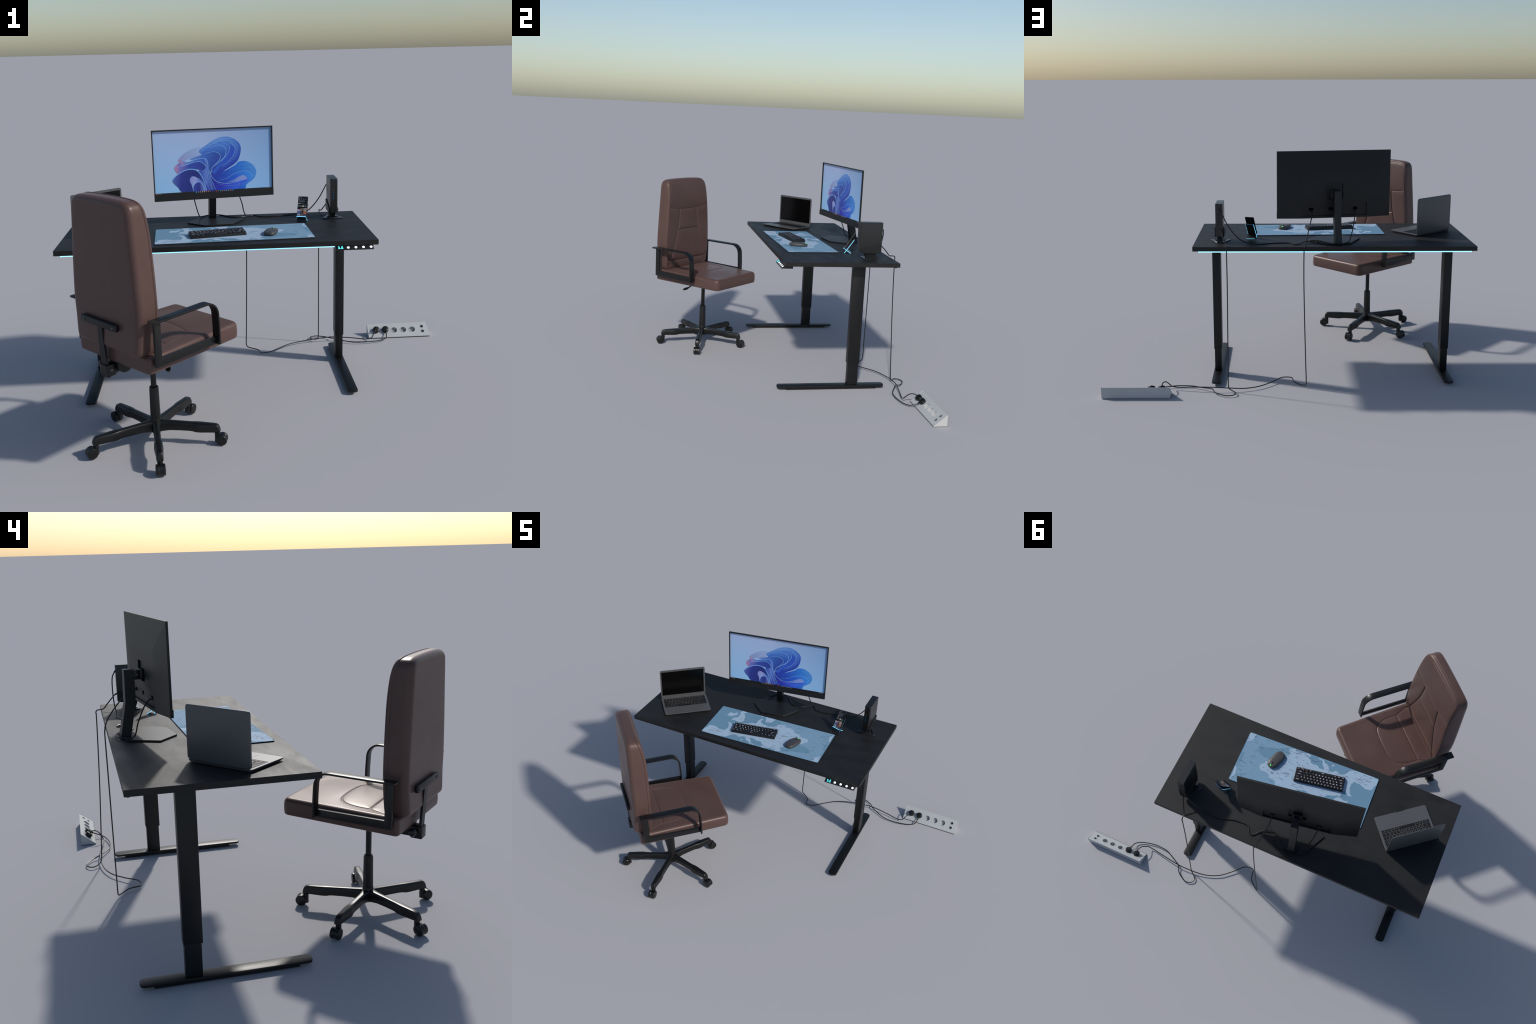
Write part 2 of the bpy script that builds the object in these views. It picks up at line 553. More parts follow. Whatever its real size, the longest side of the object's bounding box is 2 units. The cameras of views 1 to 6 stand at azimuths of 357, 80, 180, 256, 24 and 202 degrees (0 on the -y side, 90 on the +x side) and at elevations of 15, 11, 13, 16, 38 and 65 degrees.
def build_chair():
    C = thing("office_chair", "brown leather high-back swivel office chair with black armrests", "chair", (-0.543, -0.420, 0), math.radians(44))
    leather = principled("brown_leather", (0.09, 0.054, 0.046, 1), 0.42)
    leather.node_tree.nodes["Principled BSDF"].inputs["Specular Tint"].default_value = (1.0, 0.88, 0.83, 1)
    p = leather.node_tree.nodes["Principled BSDF"]
    p.inputs["Specular IOR Level"].default_value = 0.38
    p.inputs["Sheen Weight"].default_value = 0.14
    p.inputs["Sheen Roughness"].default_value = 0.35
    p.inputs["Sheen Tint"].default_value = (1.0, 0.62, 0.50, 1)
    big = node(leather, "ShaderNodeTexNoise", Scale=7.0, Detail=3.0)
    link(leather, object_coords(leather), big.inputs["Vector"])
    link(leather, ramp(leather, big.outputs["Fac"], [(0.3, (0.087, 0.0508, 0.0440, 1)), (0.7, (0.100, 0.0590, 0.0512, 1))]), p.inputs["Base Color"])
    mr = node(leather, "ShaderNodeMapRange", From_Min=0.3, From_Max=0.7, To_Min=0.34, To_Max=0.42)
    link(leather, big.outputs["Fac"], mr.inputs["Value"])
    link(leather, mr.outputs["Result"], p.inputs["Roughness"])
    vor = node(leather, "ShaderNodeTexVoronoi", Scale=420.0)
    link(leather, object_coords(leather), vor.inputs["Vector"])
    bp = node(leather, "ShaderNodeBump", Strength=0.06, Distance=0.0006)
    link(leather, vor.outputs["Distance"], bp.inputs["Height"])
    link(leather, bp.outputs["Normal"], p.inputs["Normal"])

    c = -0.017                                             # seat centre line, chair-local y

    # --- seat: slightly tapered slab, U-shaped seam and cross seam
    plan = []
    hb, hf = 0.2305, 0.2065
    corners = [(-0.214, c - hb, 0.022), (0.3135, c - hf, 0.034), (0.3135, c + hf, 0.034), (-0.214, c + hb, 0.022)]
    K = len(corners)
    for i, (x, y, r) in enumerate(corners):
        a = Vector(corners[i - 1][:2]) - Vector((x, y))
        b = Vector(corners[(i + 1) % K][:2]) - Vector((x, y))
        a.normalize(); b.normalize()
        for j in range(11):
            t = j / 10
            p0, p1, p2 = Vector((x, y)) + a * r, Vector((x, y)), Vector((x, y)) + b * r
            plan.append(tuple((1 - t) ** 2 * p0 + 2 * t * (1 - t) * p1 + t * t * p2))
    u_seam = smooth_line([(-0.068, 0.161), (-0.02, 0.161), (0.028, 0.152), (0.066, 0.131), (0.087, 0.095), (0.093, 0.045), (0.094, 0.0)])
    u_seam = u_seam + [(x, -y) for x, y in u_seam[::-1]]
    u_seam = [(x, y + c) for x, y in u_seam]
    ends = [[(-0.068, s * 0.161 + c), (-0.155, s * 0.197 + c)] for s in (1, -1)]
    cross = [(-0.068, -0.161 + c), (-0.068, 0.161 + c)]

    def seat_puff(x, y):
        dist = seg_dist(x, y, u_seam)
        for l in (*ends, cross):
            dist = np.minimum(dist, seg_dist(x, y, l))
        h = -0.0024 * np.exp(-dist / 0.014) - 0.0019 * np.exp(-(dist / 0.0024) ** 2)
        r2 = ((x - 0.05) / 0.26) ** 2 + ((y - c) / 0.21) ** 2
        return h + 0.007 * np.clip(1 - r2, 0, 1) ** 1.5

    V, F = cushion(plan, np.array([0.05, c]), lambda x, y: 0.4505 + 0 * x, lambda x, y: 0.5235 + 0 * x, 0.008, 0.021, puff=seat_puff,
                   side_bulge=lambda t, h, P: 0.0015 * math.sin(math.pi * t))
    add("seat", mesh_from(V, F, "seat"), C, leather, smooth=60)

    # --- backrest: outline in the (y, z) plane, depth along x
    half = [(0.172, 0.5150), (0.186, 0.5170), (0.199, 0.527), (0.2055, 0.544), (0.2085, 0.575), (0.2125, 0.63), (0.2150, 0.70), (0.2115, 0.78), (0.2045, 0.88), (0.1970, 0.97), (0.1920, 1.035),
            (0.1888, 1.075), (0.1842, 1.098), (0.1745, 1.1140), (0.158, 1.1240), (0.125, 1.1295), (0.06, 1.132), (0.0, 1.1325)]
    right = smooth_line(half, 6)
    outline = [(y, z) for y, z in right] + [(-y, z) for y, z in right[::-1][1:]]
    outline = [(y + c, z) for y, z in outline]
    low = [(-0.172 + (0.344) * i / 24 + c, 0.5150) for i in range(1, 24)]
    outline += low

    lines = []
    for s in (1, -1):
        lines.append([(s * y + c, z) for y, z in smooth_line([(0.0845, 0.931), (0.090, 0.86), (0.1005, 0.792), (0.125, 0.70), (0.1645, 0.581), (0.188, 0.535)])])
    lines.append([(y + c, z) for y, z in smooth_line([(-0.195, 0.945), (-0.0845, 0.931), (0, 0.929), (0.0845, 0.931), (0.195, 0.945)])])
    lines.append([(-0.1005 + c, 0.791), (0.1005 + c, 0.791)])
    lines.append([(y + c, z) for y, z in smooth_line([(-0.19, 0.588), (-0.1645, 0.581), (0, 0.578), (0.1645, 0.581), (0.19, 0.588)])])

    def back_puff(y, z):
        cut_depth = np.zeros(y.shape)
        for l, k in zip(lines, (1.0, 1.0, 0.6, 0.8, 1.0)):
            dist = seg_dist(y, z, l)
            cut_depth = np.maximum(cut_depth, k * (0.0052 * np.exp(-dist / 0.015) + 0.0028 * np.exp(-(dist / 0.0023) ** 2)))
        return 0.0015 - cut_depth

    prof = catmull([(z, x, 0) for z, x in ((0.48, -0.147), (0.54, -0.1425), (0.62, -0.1390), (0.75, -0.1375), (0.88, -0.1375), (0.95, -0.1382), (1.0, -0.1405), (1.05, -0.1455), (1.09, -0.1530), (1.12, -0.1620), (1.15, -0.173))], 12)
    prof_z, prof_x = [v.x for v in prof], [v.y for v in prof]

    def front_x(y, z):
        base = np.interp(z, prof_z, prof_x)
        return base

    def piping(t, h, P):
        x = h
        return 0.0018 * np.exp(-((x - (front_x(P[:, 0], P[:, 1]) - 0.0125)) / 0.0028) ** 2) - 0.0016 * np.exp(-((x - (front_x(P[:, 0], P[:, 1]) - 0.0180)) / 0.0026) ** 2)

    V, F = cushion(outline, np.array([c, 0.83]), lambda y, z: np.interp(z, [0.5, 0.62, 1.14], [-0.2445, -0.239, -0.2385]), front_x, 0.026, 0.0095,
                   n=520, cap=150, side=40, side_bulge=piping, puff=back_puff, flat_bottom=14)
    V = V[:, [2, 0, 1]]
    add("backrest", mesh_from(V, F, "backrest"), C, leather, smooth=60)

    # --- armrests: bent flat band plus an L-shaped side plate
    centre = [(-0.214, 0.6735), (-0.10, 0.6745), (0.06, 0.6765)]
    for i in range(1, 9):
        a = math.radians(90 - 84 * i / 8)
        centre.append((0.066 + 0.060 * math.cos(a), 0.617 + 0.0597 * math.sin(a)))
    centre += [(0.1295, 0.56), (0.1305, 0.50), (0.1300, 0.487)]
    T = 0.0042
    up_side, dn_side = [], []
    for i, q in enumerate(centre):
        a, b = Vector(centre[max(i - 1, 0)]), Vector(centre[min(i + 1, len(centre) - 1)])
        t = (b - a).normalized()
        nrm = Vector((-t.y, t.x))
        up_side.append(tuple(Vector(q) + nrm * T))
        dn_side.append(tuple(Vector(q) - nrm * T))
    band = up_side + dn_side[::-1]
    MX = Matrix(((1, 0, 0, 0), (0, 0, -1, 0), (0, 1, 0, 0), (0, 0, 0, 1)))     # (x, z, depth) -> (x, -depth, z)
    band_me = extrude(band, -0.020, 0.020, 0.0016, 2, MX, 0.7)
    plate = [(-0.197, 0.484), (0.128, 0.4865), (0.128, 0.5185), (-0.1665, 0.5185), (-0.1665, 0.671), (-0.197, 0.671)]
    plate_me = extrude(plate, -0.0065, 0.0065, 0.0018, 2, MX)
    for s in (1, -1):
        arm = add("armrest", band_me, C, M_PLASTIC, (0, c + s * 0.2535, 0))
        add("side_plate", plate_me, arm, M_PLASTIC, (0, s * -0.0055, 0))

    # --- back bracket, upright and tilt mechanism
    bar = add("back_bracket", box((-0.2580, -0.108, 0.6075), (-0.2415, 0.124, 0.6365), 0.005, 3), C, M_SATIN)
    bm = bmesh.new()
    for y in (-0.086, 0.100):
        bm_cyl(bm, 0.0052, 0.0046, 0, 0.003, 16, 0.0006, Matrix.Translation((-0.2578, y, 0.622)) @ Matrix.Rotation(-math.pi / 2, 4, "Y"))
    add("screw", to_mesh(bm), bar, M_SCREW)
    b = loft([[(x0, 0.012 - w, z), (x0, 0.012 + w, z), (x0 + 0.010, 0.012 + w, z), (x0 + 0.010, 0.012 - w, z)]
              for x0, w, z in ((-0.238, 0.0175, 0.386), (-0.2395, 0.0175, 0.44), (-0.244, 0.0165, 0.52), (-0.2485, 0.0155, 0.61))])
    bevel_all(b, 0.003, 2)
    add("upright", to_mesh(b), C, M_SATIN)
    mech = bmesh.new()
    bm_box(mech, (-0.2450, -0.012, 0.3875), (-0.198, 0.036, 0.4385), 0.003)
    bm_box(mech, (-0.200, -0.006, 0.392), (-0.13, 0.030, 0.4515), 0.003)
    bm_box(mech, (-0.235, -0.006, 0.381), (-0.222, 0.012, 0.388), 0.002)
    disc = Matrix.Translation((-0.160, 0, 0.430)) @ Matrix.Rotation(-math.pi / 2, 4, "X")
    bm_cyl(mech, 0.040, 0.040, -0.030, 0.006, 32, 0.003, disc)
    bm_box(mech, (-0.13, -0.075, 0.4385), (0.10, 0.075, 0.4508), 0.004)
    bm_box(mech, (-0.10, -0.032, 0.412), (0.05, 0.032, 0.4395), 0.006)
    tm = add("tilt_mechanism", to_mesh(mech), C, M_PLASTIC)
    bm = bmesh.new()
    for x, z, r in ((-0.222, 0.414, 0.0075), (-0.193, 0.428, 0.0055)):
        bm_cyl(bm, r, r * 0.9, 0, 0.003, 20, 0.0006, Matrix.Translation((x, -0.0118 if x < -0.2 else -0.006, z)) @ Matrix.Rotation(math.pi / 2, 4, "X"))
    add("bolt", to_mesh(bm), tm, M_SCREW)
    b = lathe([(0, 0), (0.011, 0.001), (0.016, 0.008), (0.0165, 0.020), (0.013, 0.028), (0.006, 0.031), (0, 0.0312)], 24)
    add("tension_knob", to_mesh(b), tm, M_PLASTIC, (-0.215, 0.045, 0.4205), (-math.pi / 2, 0, 0))
    add("height_lever", tube([(0.0, -0.03, 0.432), (-0.01, -0.09, 0.424), (-0.02, -0.118, 0.408), (-0.028, -0.132, 0.400)], 0.0045), tm, M_PLASTIC)
    b = lathe([(0, -0.022), (0.006, -0.020), (0.0105, -0.008), (0.0105, 0.008), (0.006, 0.020), (0, 0.022)], 20)
    bmesh.ops.scale(b, vec=(1.15, 0.75, 1), verts=b.verts)
    add("lever_paddle", to_mesh(b), tm, M_PLASTIC, (-0.034, -0.141, 0.396), Vector((0, 0, 1)).rotation_difference(Vector((-0.012, -0.024, -0.007)).normalized()).to_euler())

    # --- gas lift and five-star base
    b = lathe([(0, 0.09), (0.0225, 0.09), (0.0222, 0.12), (0.0203, 0.255), (0.0188, 0.2605), (0.0155, 0.2605), (0.0150, 0.252), (0, 0.252)], 40)
    add("lift_sleeve", to_mesh(b), C, M_PLASTIC)
    bm = bmesh.new()
    bm_cyl(bm, 0.0122, 0.0122, 0.25, 0.452, 32)
    add("gas_piston", to_mesh(bm), C, M_PLASTIC)
    b = lathe([(0, 0.050), (0.024, 0.050), (0.030, 0.056), (0.031, 0.082), (0.0275, 0.096), (0.0235, 0.106), (0.0228, 0.118), (0, 0.118)], 48)
    base = add("star_base", to_mesh(b), C, M_PLASTIC)

    def arm_section(r, w, zt, zb, n=20):
        pts = []
        for i in range(n):
            a = 2 * math.pi * (i + 0.5) / n
            sx, sz = math.cos(a), math.sin(a)
            px = math.copysign(abs(sx) ** 0.32, sx) * w
            pz = math.copysign(abs(sz) ** 0.36, sz)
            px *= 1 - 0.22 * max(pz, 0)                    # narrower on top
            pts.append((r, px, (zt + zb) / 2 + pz * (zt - zb) / 2))
        return pts

    stations = [(0.008, 0.026, 0.106, 0.054), (0.024, 0.0225, 0.1045, 0.054), (0.040, 0.0175, 0.103, 0.056), (0.065, 0.0152, 0.1015, 0.0595), (0.11, 0.0148, 0.1000, 0.0605),
                (0.150, 0.0150, 0.0985, 0.0600), (0.166, 0.0158, 0.0982, 0.0590), (0.180, 0.0195, 0.0982, 0.0565), (0.200, 0.0200, 0.0975, 0.0560),
                (0.225, 0.0180, 0.0965, 0.0565), (0.252, 0.0160, 0.0955, 0.0570), (0.2700, 0.0155, 0.0940, 0.0572), (0.2780, 0.0152, 0.0895, 0.0575), (0.2835, 0.0146, 0.080, 0.0578), (0.2865, 0.0140, 0.067, 0.0580)]
    b = loft([arm_section(*s) for s in stations])
    arm_me = to_mesh(b)
    # caster: fork stem and hood with two wheel halves trailing outwards
    cs = bmesh.new()
    bm_cyl(cs, 0.0122, 0.0118, 0.012, 0.0535, 24, 0.0012)
    bm_cyl(cs, 0.0095, 0.0095, 0.050, 0.0600, 24)
    bm_cyl(cs, 0.0228, 0.0228, -0.0050, 0.0050, 32, 0.0004, Matrix.Translation((0.0200, 0, 0.0250)) @ Matrix.Rotation(math.pi / 2, 4, "X"))
    bm_box(cs, (0.0, -0.0055, 0.012), (0.024, 0.0055, 0.040), 0.003)
    stem_me = to_mesh(cs)
    wb = lathe([(0, 0), (0.0155, 0.0), (0.0226, 0.0015), (0.0242, 0.004), (0.0242, 0.0135), (0.0226, 0.0155), (0.0190, 0.0166), (0, 0.0178)], 36)
    wheel_me = to_mesh(wb)
    for i in range(5):
        ang = math.radians(-155.3 + 72 * i - 44)
        arm = add("base_arm", arm_me, base, M_PLASTIC, rot=(0, 0, ang), smooth=45)
        cst = add("caster", stem_me, base, M_CASTER, (0.2735 * math.cos(ang), 0.2735 * math.sin(ang), 0), (0, 0, ang))
        for s in (1, -1):
            add("wheel", wheel_me, cst, M_CASTER, (0.0200, s * 0.0036, 0.0242), (-s * math.pi / 2, 0, 0))


# ================================================================== monitor
def build_monitor():
    yaw = math.atan2(0.102, 0.619)
    m = thing("monitor", "wide black desktop monitor on hexagonal stand showing blue ribbon flower", "monitor", (-0.2445, 0.4345, DESK_Z), yaw)
    Z = DESK_Z
    W, ZB, ZT = 0.3135, 0.9200 - Z, 1.2815 - Z
    black = grained("monitor_black", (0.0075, 0.0078, 0.0080, 1), 0.5, 0, 0.40, (30, 30, 30), 0.1)
    # housing: thin at the rim, swelling to a flat rear boss that reaches the lower edge
    bu, bz = 0.186, 1.165 - Z
    rim = 0.0098
    ring0 = [(-W, 0.0081, ZB), (W, 0.0081, ZB), (W, 0.0081, ZT), (-W, 0.0081, ZT)]
    ring1 = [(-W, rim, ZB), (W, rim, ZB), (W, rim, ZT), (-W, rim, ZT)]
    ring2 = [(-bu, 0.0305, ZB), (bu, 0.0305, ZB), (bu, 0.0305, bz), (-bu, 0.0305, bz)]
    b = loft([ring0, ring1, ring2])
    house = add("rear_housing", to_mesh(b), m, black, smooth=12)
    bm = bmesh.new()
    bm_box(bm, (-0.0455, 0.0220, 1.021 - Z), (0.0455, 0.05, 1.104 - Z))
    cut(house, to_mesh(bm))
    bm = bmesh.new()
    bm_box(bm, (-0.179, 0.0225, 0.9315 - Z), (0.179, 0.05, 1.0035 - Z))
    cut(house, to_mesh(bm))
    house.data.polygons.foreach_set("use_smooth", [True] * len(house.data.polygons))
    house.data.set_sharp_from_angle(angle=math.radians(14))
    wn = house.modifiers.new("weighted", "WEIGHTED_NORMAL")
    wn.keep_sharp = True
    wn.weight = 100
    # sockets in the lower recess
    bm = bmesh.new()
    for u in (-0.116, 0.019, 0.129):
        bm_box(bm, (u - 0.0125, 0.0205, 0.9600 - Z), (u + 0.0125, 0.0232, 0.9765 - Z), 0.0005, 1)
    add("port", to_mesh(bm), house, principled("port_black", (0.001, 0.001, 0.001, 1), 0.9, spec=0.05))
    # slim bezel: four bars, screen sunk 6 mm behind them
    e = 0.0052
    bm = bmesh.new()
    bm_box(bm, (-W, 0.0, ZT - e), (W, 0.0082, ZT))
    for s in (-1, 1):
        bm_box(bm, (min(s * W, s * (W - e)), 0.0, ZB), (max(s * W, s * (W - e)), 0.0082, ZT - e))
    add("bezel", to_mesh(bm), m, black)
    chin = grained("chin_brushed", (0.0105, 0.0107, 0.0107, 1), 0.45, 0, 0.42, (4, 300, 300), 0.25)
    add("chin", box((-W - 0.0005, -0.0035, ZB - 0.0005), (W + 0.0005, 0.0080, 0.9515 - Z), 0.0008, 1), m, chin)
    # ---- picture on the panel
    SX, SZ0, SZ1 = W - e, 0.9515 - Z, ZT - e
    sc = principled("screen_sky", (0.5, 0.6, 0.8, 1), 0.35, spec=0.3)
    p = sc.node_tree.nodes["Principled BSDF"]
    tc = node(sc, "ShaderNodeTexCoord")
    sx = node(sc, "ShaderNodeSeparateXYZ")
    link(sc, tc.outputs["Object"], sx.inputs["Vector"])
    hx = node(sc, "ShaderNodeMapRange", From_Min=-SX, From_Max=SX)
    link(sc, sx.outputs["X"], hx.inputs["Value"])
    hz = node(sc, "ShaderNodeMapRange", From_Min=SZ0, From_Max=SZ1)
    link(sc, sx.outputs["Z"], hz.inputs["Value"])
    cb = ramp(sc, hx.outputs["Result"], [(0.0, SCR(132, 182, 222)), (0.35, SCR(140, 184, 224)), (1.0, SCR(128, 174, 218))])
    ct = ramp(sc, hx.outputs["Result"], [(0.0, SCR(150, 172, 208)), (0.4, SCR(152, 168, 204)), (1.0, SCR(114, 148, 190))])
    mix = node(sc, "ShaderNodeMix")
    mix.data_type = "RGBA"
    link(sc, hz.outputs["Result"], mix.inputs["Factor"])
    link(sc, cb, mix.inputs["A"])
    link(sc, ct, mix.inputs["B"])
    link(sc, mix.outputs["Result"], p.inputs["Base Color"])
    link(sc, mix.outputs["Result"], p.inputs["Emission Color"])
    p.inputs["Emission Strength"].default_value = SCR_EMIT
    screen = add("screen", box((-SX, 0.0078, SZ0), (SX, 0.0082, SZ1)), m, sc, smooth=0)

    MS = Matrix(((1, 0, 0, 0), (0, 0, -1, 0), (0, 1, 0, SZ0), (0, 0, 0, 1)))     # (u, v, h) -> front-facing
    level = [0]

    def petal(name, pts, mat, k=7):
        """Ribbon area; control points in millimetres from the lower screen centre."""
        level[0] += 1
        q = catmull([(x / 1000, y / 1000, 0) for x, y in pts], k, True)
        q = [(v.x, max(v.y, 0.0085)) for v in q]
        add(name, flat_patch(q, -0.0078 + 0.00005 * level[0], MS), screen, mat, smooth=0)

    def fold(pts, mat, w=1.1, k=8):
        """Light edge line of a ribbon, tapering at both ends."""
        level[0] += 1
        q = catmull([(x / 1000, y / 1000, 0) for x, y in pts], k)
        a, bb = [], []
        for i, v in enumerate(q):
            t = (q[min(i + 1, len(q) - 1)] - q[max(i - 1, 0)]).normalized()
            nrm = Vector((-t.y, t.x, 0))
            ww = w / 1000 * (0.25 + 0.75 * math.sin(math.pi * i / (len(q) - 1)) ** 0.5)
            a.append(v + nrm * ww)
            bb.append(v - nrm * ww)
        bm = bmesh.new()
        va = [bm.verts.new((v.x, max(v.y, 0.0085), 0)) for v in a]
        vb = [bm.verts.new((v.x, max(v.y, 0.0085), 0)) for v in bb]
        for i in range(len(va) - 1):
            bm.faces.new((va[i], va[i + 1], vb[i + 1], vb[i]))
        bm.normal_update()
        for f in bm.faces:
            if f.normal.z < 0:
                f.normal_flip()
        bmesh.ops.transform(bm, matrix=Matrix.Translation((0, 0, -0.0078 + 0.00005 * level[0])), verts=bm.verts)
        bmesh.ops.transform(bm, matrix=MS, verts=bm.verts)
        me = bpy.data.meshes.new("fold")
        bm.to_mesh(me)
        bm.free()
        add("ribbon_edge", me, screen, mat, smooth=0)

    def paint(name, a, b, stops, wave=None):
        """Gradient from screen point a to b (mm)."""
        ax, az = a[0] / 1000, a[1] / 1000 + SZ0
        dx, dz = b[0] / 1000 - ax, b[1] / 1000 + SZ0 - az
        L2 = dx * dx + dz * dz
        return gradient_paint(name, (dx / L2, 0, dz / L2), -(ax * dx + az * dz) / L2, [(t, SCR(*c)) for t, c in stops], 0.35, SCR_EMIT, wave)

    rose = paint("ribbon_rose", (-185, 175), (-70, 235), [(0, (165, 135, 165)), (0.2, (128, 142, 188)), (1, (138, 162, 202))], (55, 0.12, 3, "DIAGONAL"))
    up1 = paint("ribbon_upper", (40, 285), (90, 110), [(0, (108, 150, 205)), (0.25, (66, 115, 190)), (0.6, (42, 82, 172)), (1, (36, 60, 160))], (26, 0.14, 3, "Z"))
    up2 = paint("ribbon_middle", (-40, 225), (110, 150), [(0, (70, 120, 195)), (0.5, (45, 90, 185)), (1, (38, 65, 170))])
    up3 = paint("ribbon_inner", (0, 235), (20, 115), [(0, (62, 112, 190)), (0.4, (42, 80, 165)), (1, (40, 52, 150))])
    up4 = paint("ribbon_fold", (-110, 195), (30, 130), [(0, (95, 125, 190)), (0.35, (55, 100, 180)), (0.7, (42, 75, 155)), (1, (48, 60, 150))])
    rt = paint("ribbon_right", (0, 40), (215, 120), [(0, (32, 50, 150)), (0.35, (32, 72, 172)), (0.75, (34, 108, 196)), (1, (62, 130, 202))], (14, 0.08, 4, "Z"))
    rt2 = paint("ribbon_right_inner", (40, 30), (205, 90), [(0, (35, 55, 165)), (0.5, (32, 90, 195)), (1, (52, 135, 215))])
    pale = paint("ribbon_pale", (70, 45), (165, 75), [(0, (70, 95, 185)), (0.6, (115, 135, 200)), (1, (125, 140, 200))])
    lowm = paint("ribbon_low", (0, 80), (120, 20), [(0, (45, 45, 145)), (0.4, (38, 50, 165)), (1, (40, 90, 205))])
    r1 = paint("ribbon_coral", (-180, 170), (-40, 160), [(0, (180, 122, 152)), (0.15, (125, 125, 182)), (0.4, (72, 112, 188)), (1, (42, 82, 170))])
    r2 = paint("ribbon_violet", (-200, 125), (-40, 130), [(0, (175, 120, 152)), (0.14, (108, 106, 178)), (0.45, (52, 72, 158)), (1, (38, 55, 138))])
    ll = paint("ribbon_navy", (-215, 70), (-45, 40), [(0, (75, 92, 165)), (0.25, (42, 54, 132)), (0.7, (34, 44, 112)), (1, (46, 70, 155))])
    stem = paint("ribbon_stem", (-60, 60), (0, 60), [(0, (55, 80, 165)), (0.4, (90, 120, 195)), (0.65, (60, 75, 165)), (1, (38, 48, 140))], (55, 0.18, 1, "X"))
    cyl = paint("ribbon_lilac", (-128, 60), (-50, 40), [(0, (120, 135, 195)), (0.3, (140, 150, 205)), (0.7, (75, 100, 180)), (1, (95, 120, 190))])
    cyl2 = paint("ribbon_cave", (-108, 30), (-60, 30), [(0, (50, 65, 150)), (0.6, (42, 50, 130)), (1, (85, 100, 175))])
    edge = principled("ribbon_light_edge", SCR(112, 165, 220), 0.35, spec=0.3, emit=SCR(112, 165, 220), strength=SCR_EMIT)
    edge2 = principled("ribbon_violet_edge", SCR(112, 112, 205), 0.35, spec=0.3, emit=SCR(112, 112, 205), strength=SCR_EMIT)
    petal("ribbon", [(-183, 177), (-148, 210), (-98, 232), (-63, 236), (-74, 206), (-67, 198), (-117, 182), (-158, 170)], rose)
    petal("ribbon", [(106, 131), (130, 150), (162, 154), (200, 138), (222, 108), (222, 79), (206, 54), (171, 31), (150, 6), (-3, 6), (-18, 59), (12, 86)], rt)
    petal("ribbon", [(-74, 216), (-36, 245), (15, 275), (65, 285), (110, 271), (141, 241), (144, 204), (130, 163), (106, 139), (55, 109), (12, 78), (-13, 88), (-19, 154), (-51, 189)], up1)
    for pts in ([(-70, 214), (-30, 238), (20, 262), (66, 271), (105, 258), (128, 230), (127, 200), (108, 163)],
                [(-68, 212), (-22, 238), (30, 262), (80, 262), (115, 235), (119, 200), (95, 160), (40, 120)]):
        fold(pts, edge, 0.55)
    petal("ribbon", [(-66, 210), (-7, 240), (47, 253), (84, 243), (113, 222), (112, 189), (86, 157), (34, 127), (0, 95), (-15, 138), (-38, 184)], up2)
    fold([(85, 256), (113, 230), (110, 197), (84, 161), (40, 130)], edge, 1.0)
    petal("ribbon", [(47, 253), (70, 246), (84, 232), (82, 207), (52, 167), (5, 128), (-10, 98), (-18, 150), (-38, 184), (-30, 222), (10, 244)], up3)
    fold([(47, 253), (84, 238), (81, 207), (48, 167), (5, 132), (-11, 96)], edge, 1.0)
    petal("ribbon", [(-62, 205), (-16, 232), (26, 243), (59, 232), (67, 207), (53, 175), (23, 144), (-8, 112), (-19, 154), (-38, 184)], up3)
    fold([(-16, 232), (26, 243), (59, 232), (67, 207), (53, 175), (6, 136), (-12, 104), (-1, 66)], edge, 1.2)
    petal("ribbon", [(-125, 176), (-59, 197), (-8, 209), (23, 203), (36, 184), (30, 164), (6, 136), (-17, 104), (-32, 138), (-56, 168)], up4)
    petal("ribbon", [(44, 47), (62, 67), (105, 89), (152, 103), (186, 95), (205, 75), (189, 47), (132, 6), (26, 6)], rt2)
    fold([(20, 60), (62, 67), (105, 89), (152, 103), (186, 95), (205, 75), (189, 47)], edge, 0.8)
    petal("ribbon", [(-10, 104), (-1, 70), (19, 52), (70, 42), (174, 59), (172, 48), (133, 29), (103, 6), (-3, 6), (-18, 71)], lowm)
    petal("ribbon", [(61, 46), (100, 58), (130, 73), (156, 80), (174, 60), (133, 50)], pale)
    fold([(61, 44), (110, 44), (174, 60), (170, 46), (140, 32)], edge2, 0.8)
    fold([(10, 48), (50, 33), (110, 30), (133, 38), (128, 22), (108, 10)], edge2, 0.9)
    petal("ribbon", [(-183, 179), (-158, 170), (-126, 164), (-59, 181), (-35, 171), (-28, 138), (-68, 161), (-101, 159), (-164, 142), (-175, 162)], r1)
    petal("ribbon", [(-204, 136), (-175, 162), (-164, 142), (-101, 159), (-68, 161), (-44, 143), (-29, 97), (-54, 115), (-111, 126), (-153, 118), (-184, 104)], r2)
    fold([(-204, 137), (-164, 144), (-101, 161), (-68, 161), (-44, 139), (-33, 97), (-15, 46)], edge, 1.2)
    petal("ribbon", [(-51, 181), (-31, 163), (-25, 113), (2, 6), (-49, 6), (-59, 74), (-78, 116), (-53, 119), (-40, 139)], stem)
    fold([(-183, 179), (-140, 163), (-93, 174), (-47, 178), (-31, 155), (-29, 97), (-7, 12)], edge, 1.2)
    petal("ribbon", [(-216, 68), (-203, 92), (-161, 119), (-119, 127), (-87, 117), (-67, 91), (-48, 52), (-37, 6), (-158, 6), (-190, 36)], ll)
    petal("ribbon", [(-128, 69), (-117, 87), (-96, 84), (-60, 57), (-43, 6), (-104, 6), (-119, 44)], cyl)
    petal("ribbon", [(-108, 6), (-107, 39), (-89, 54), (-69, 47), (-58, 6)], cyl2)
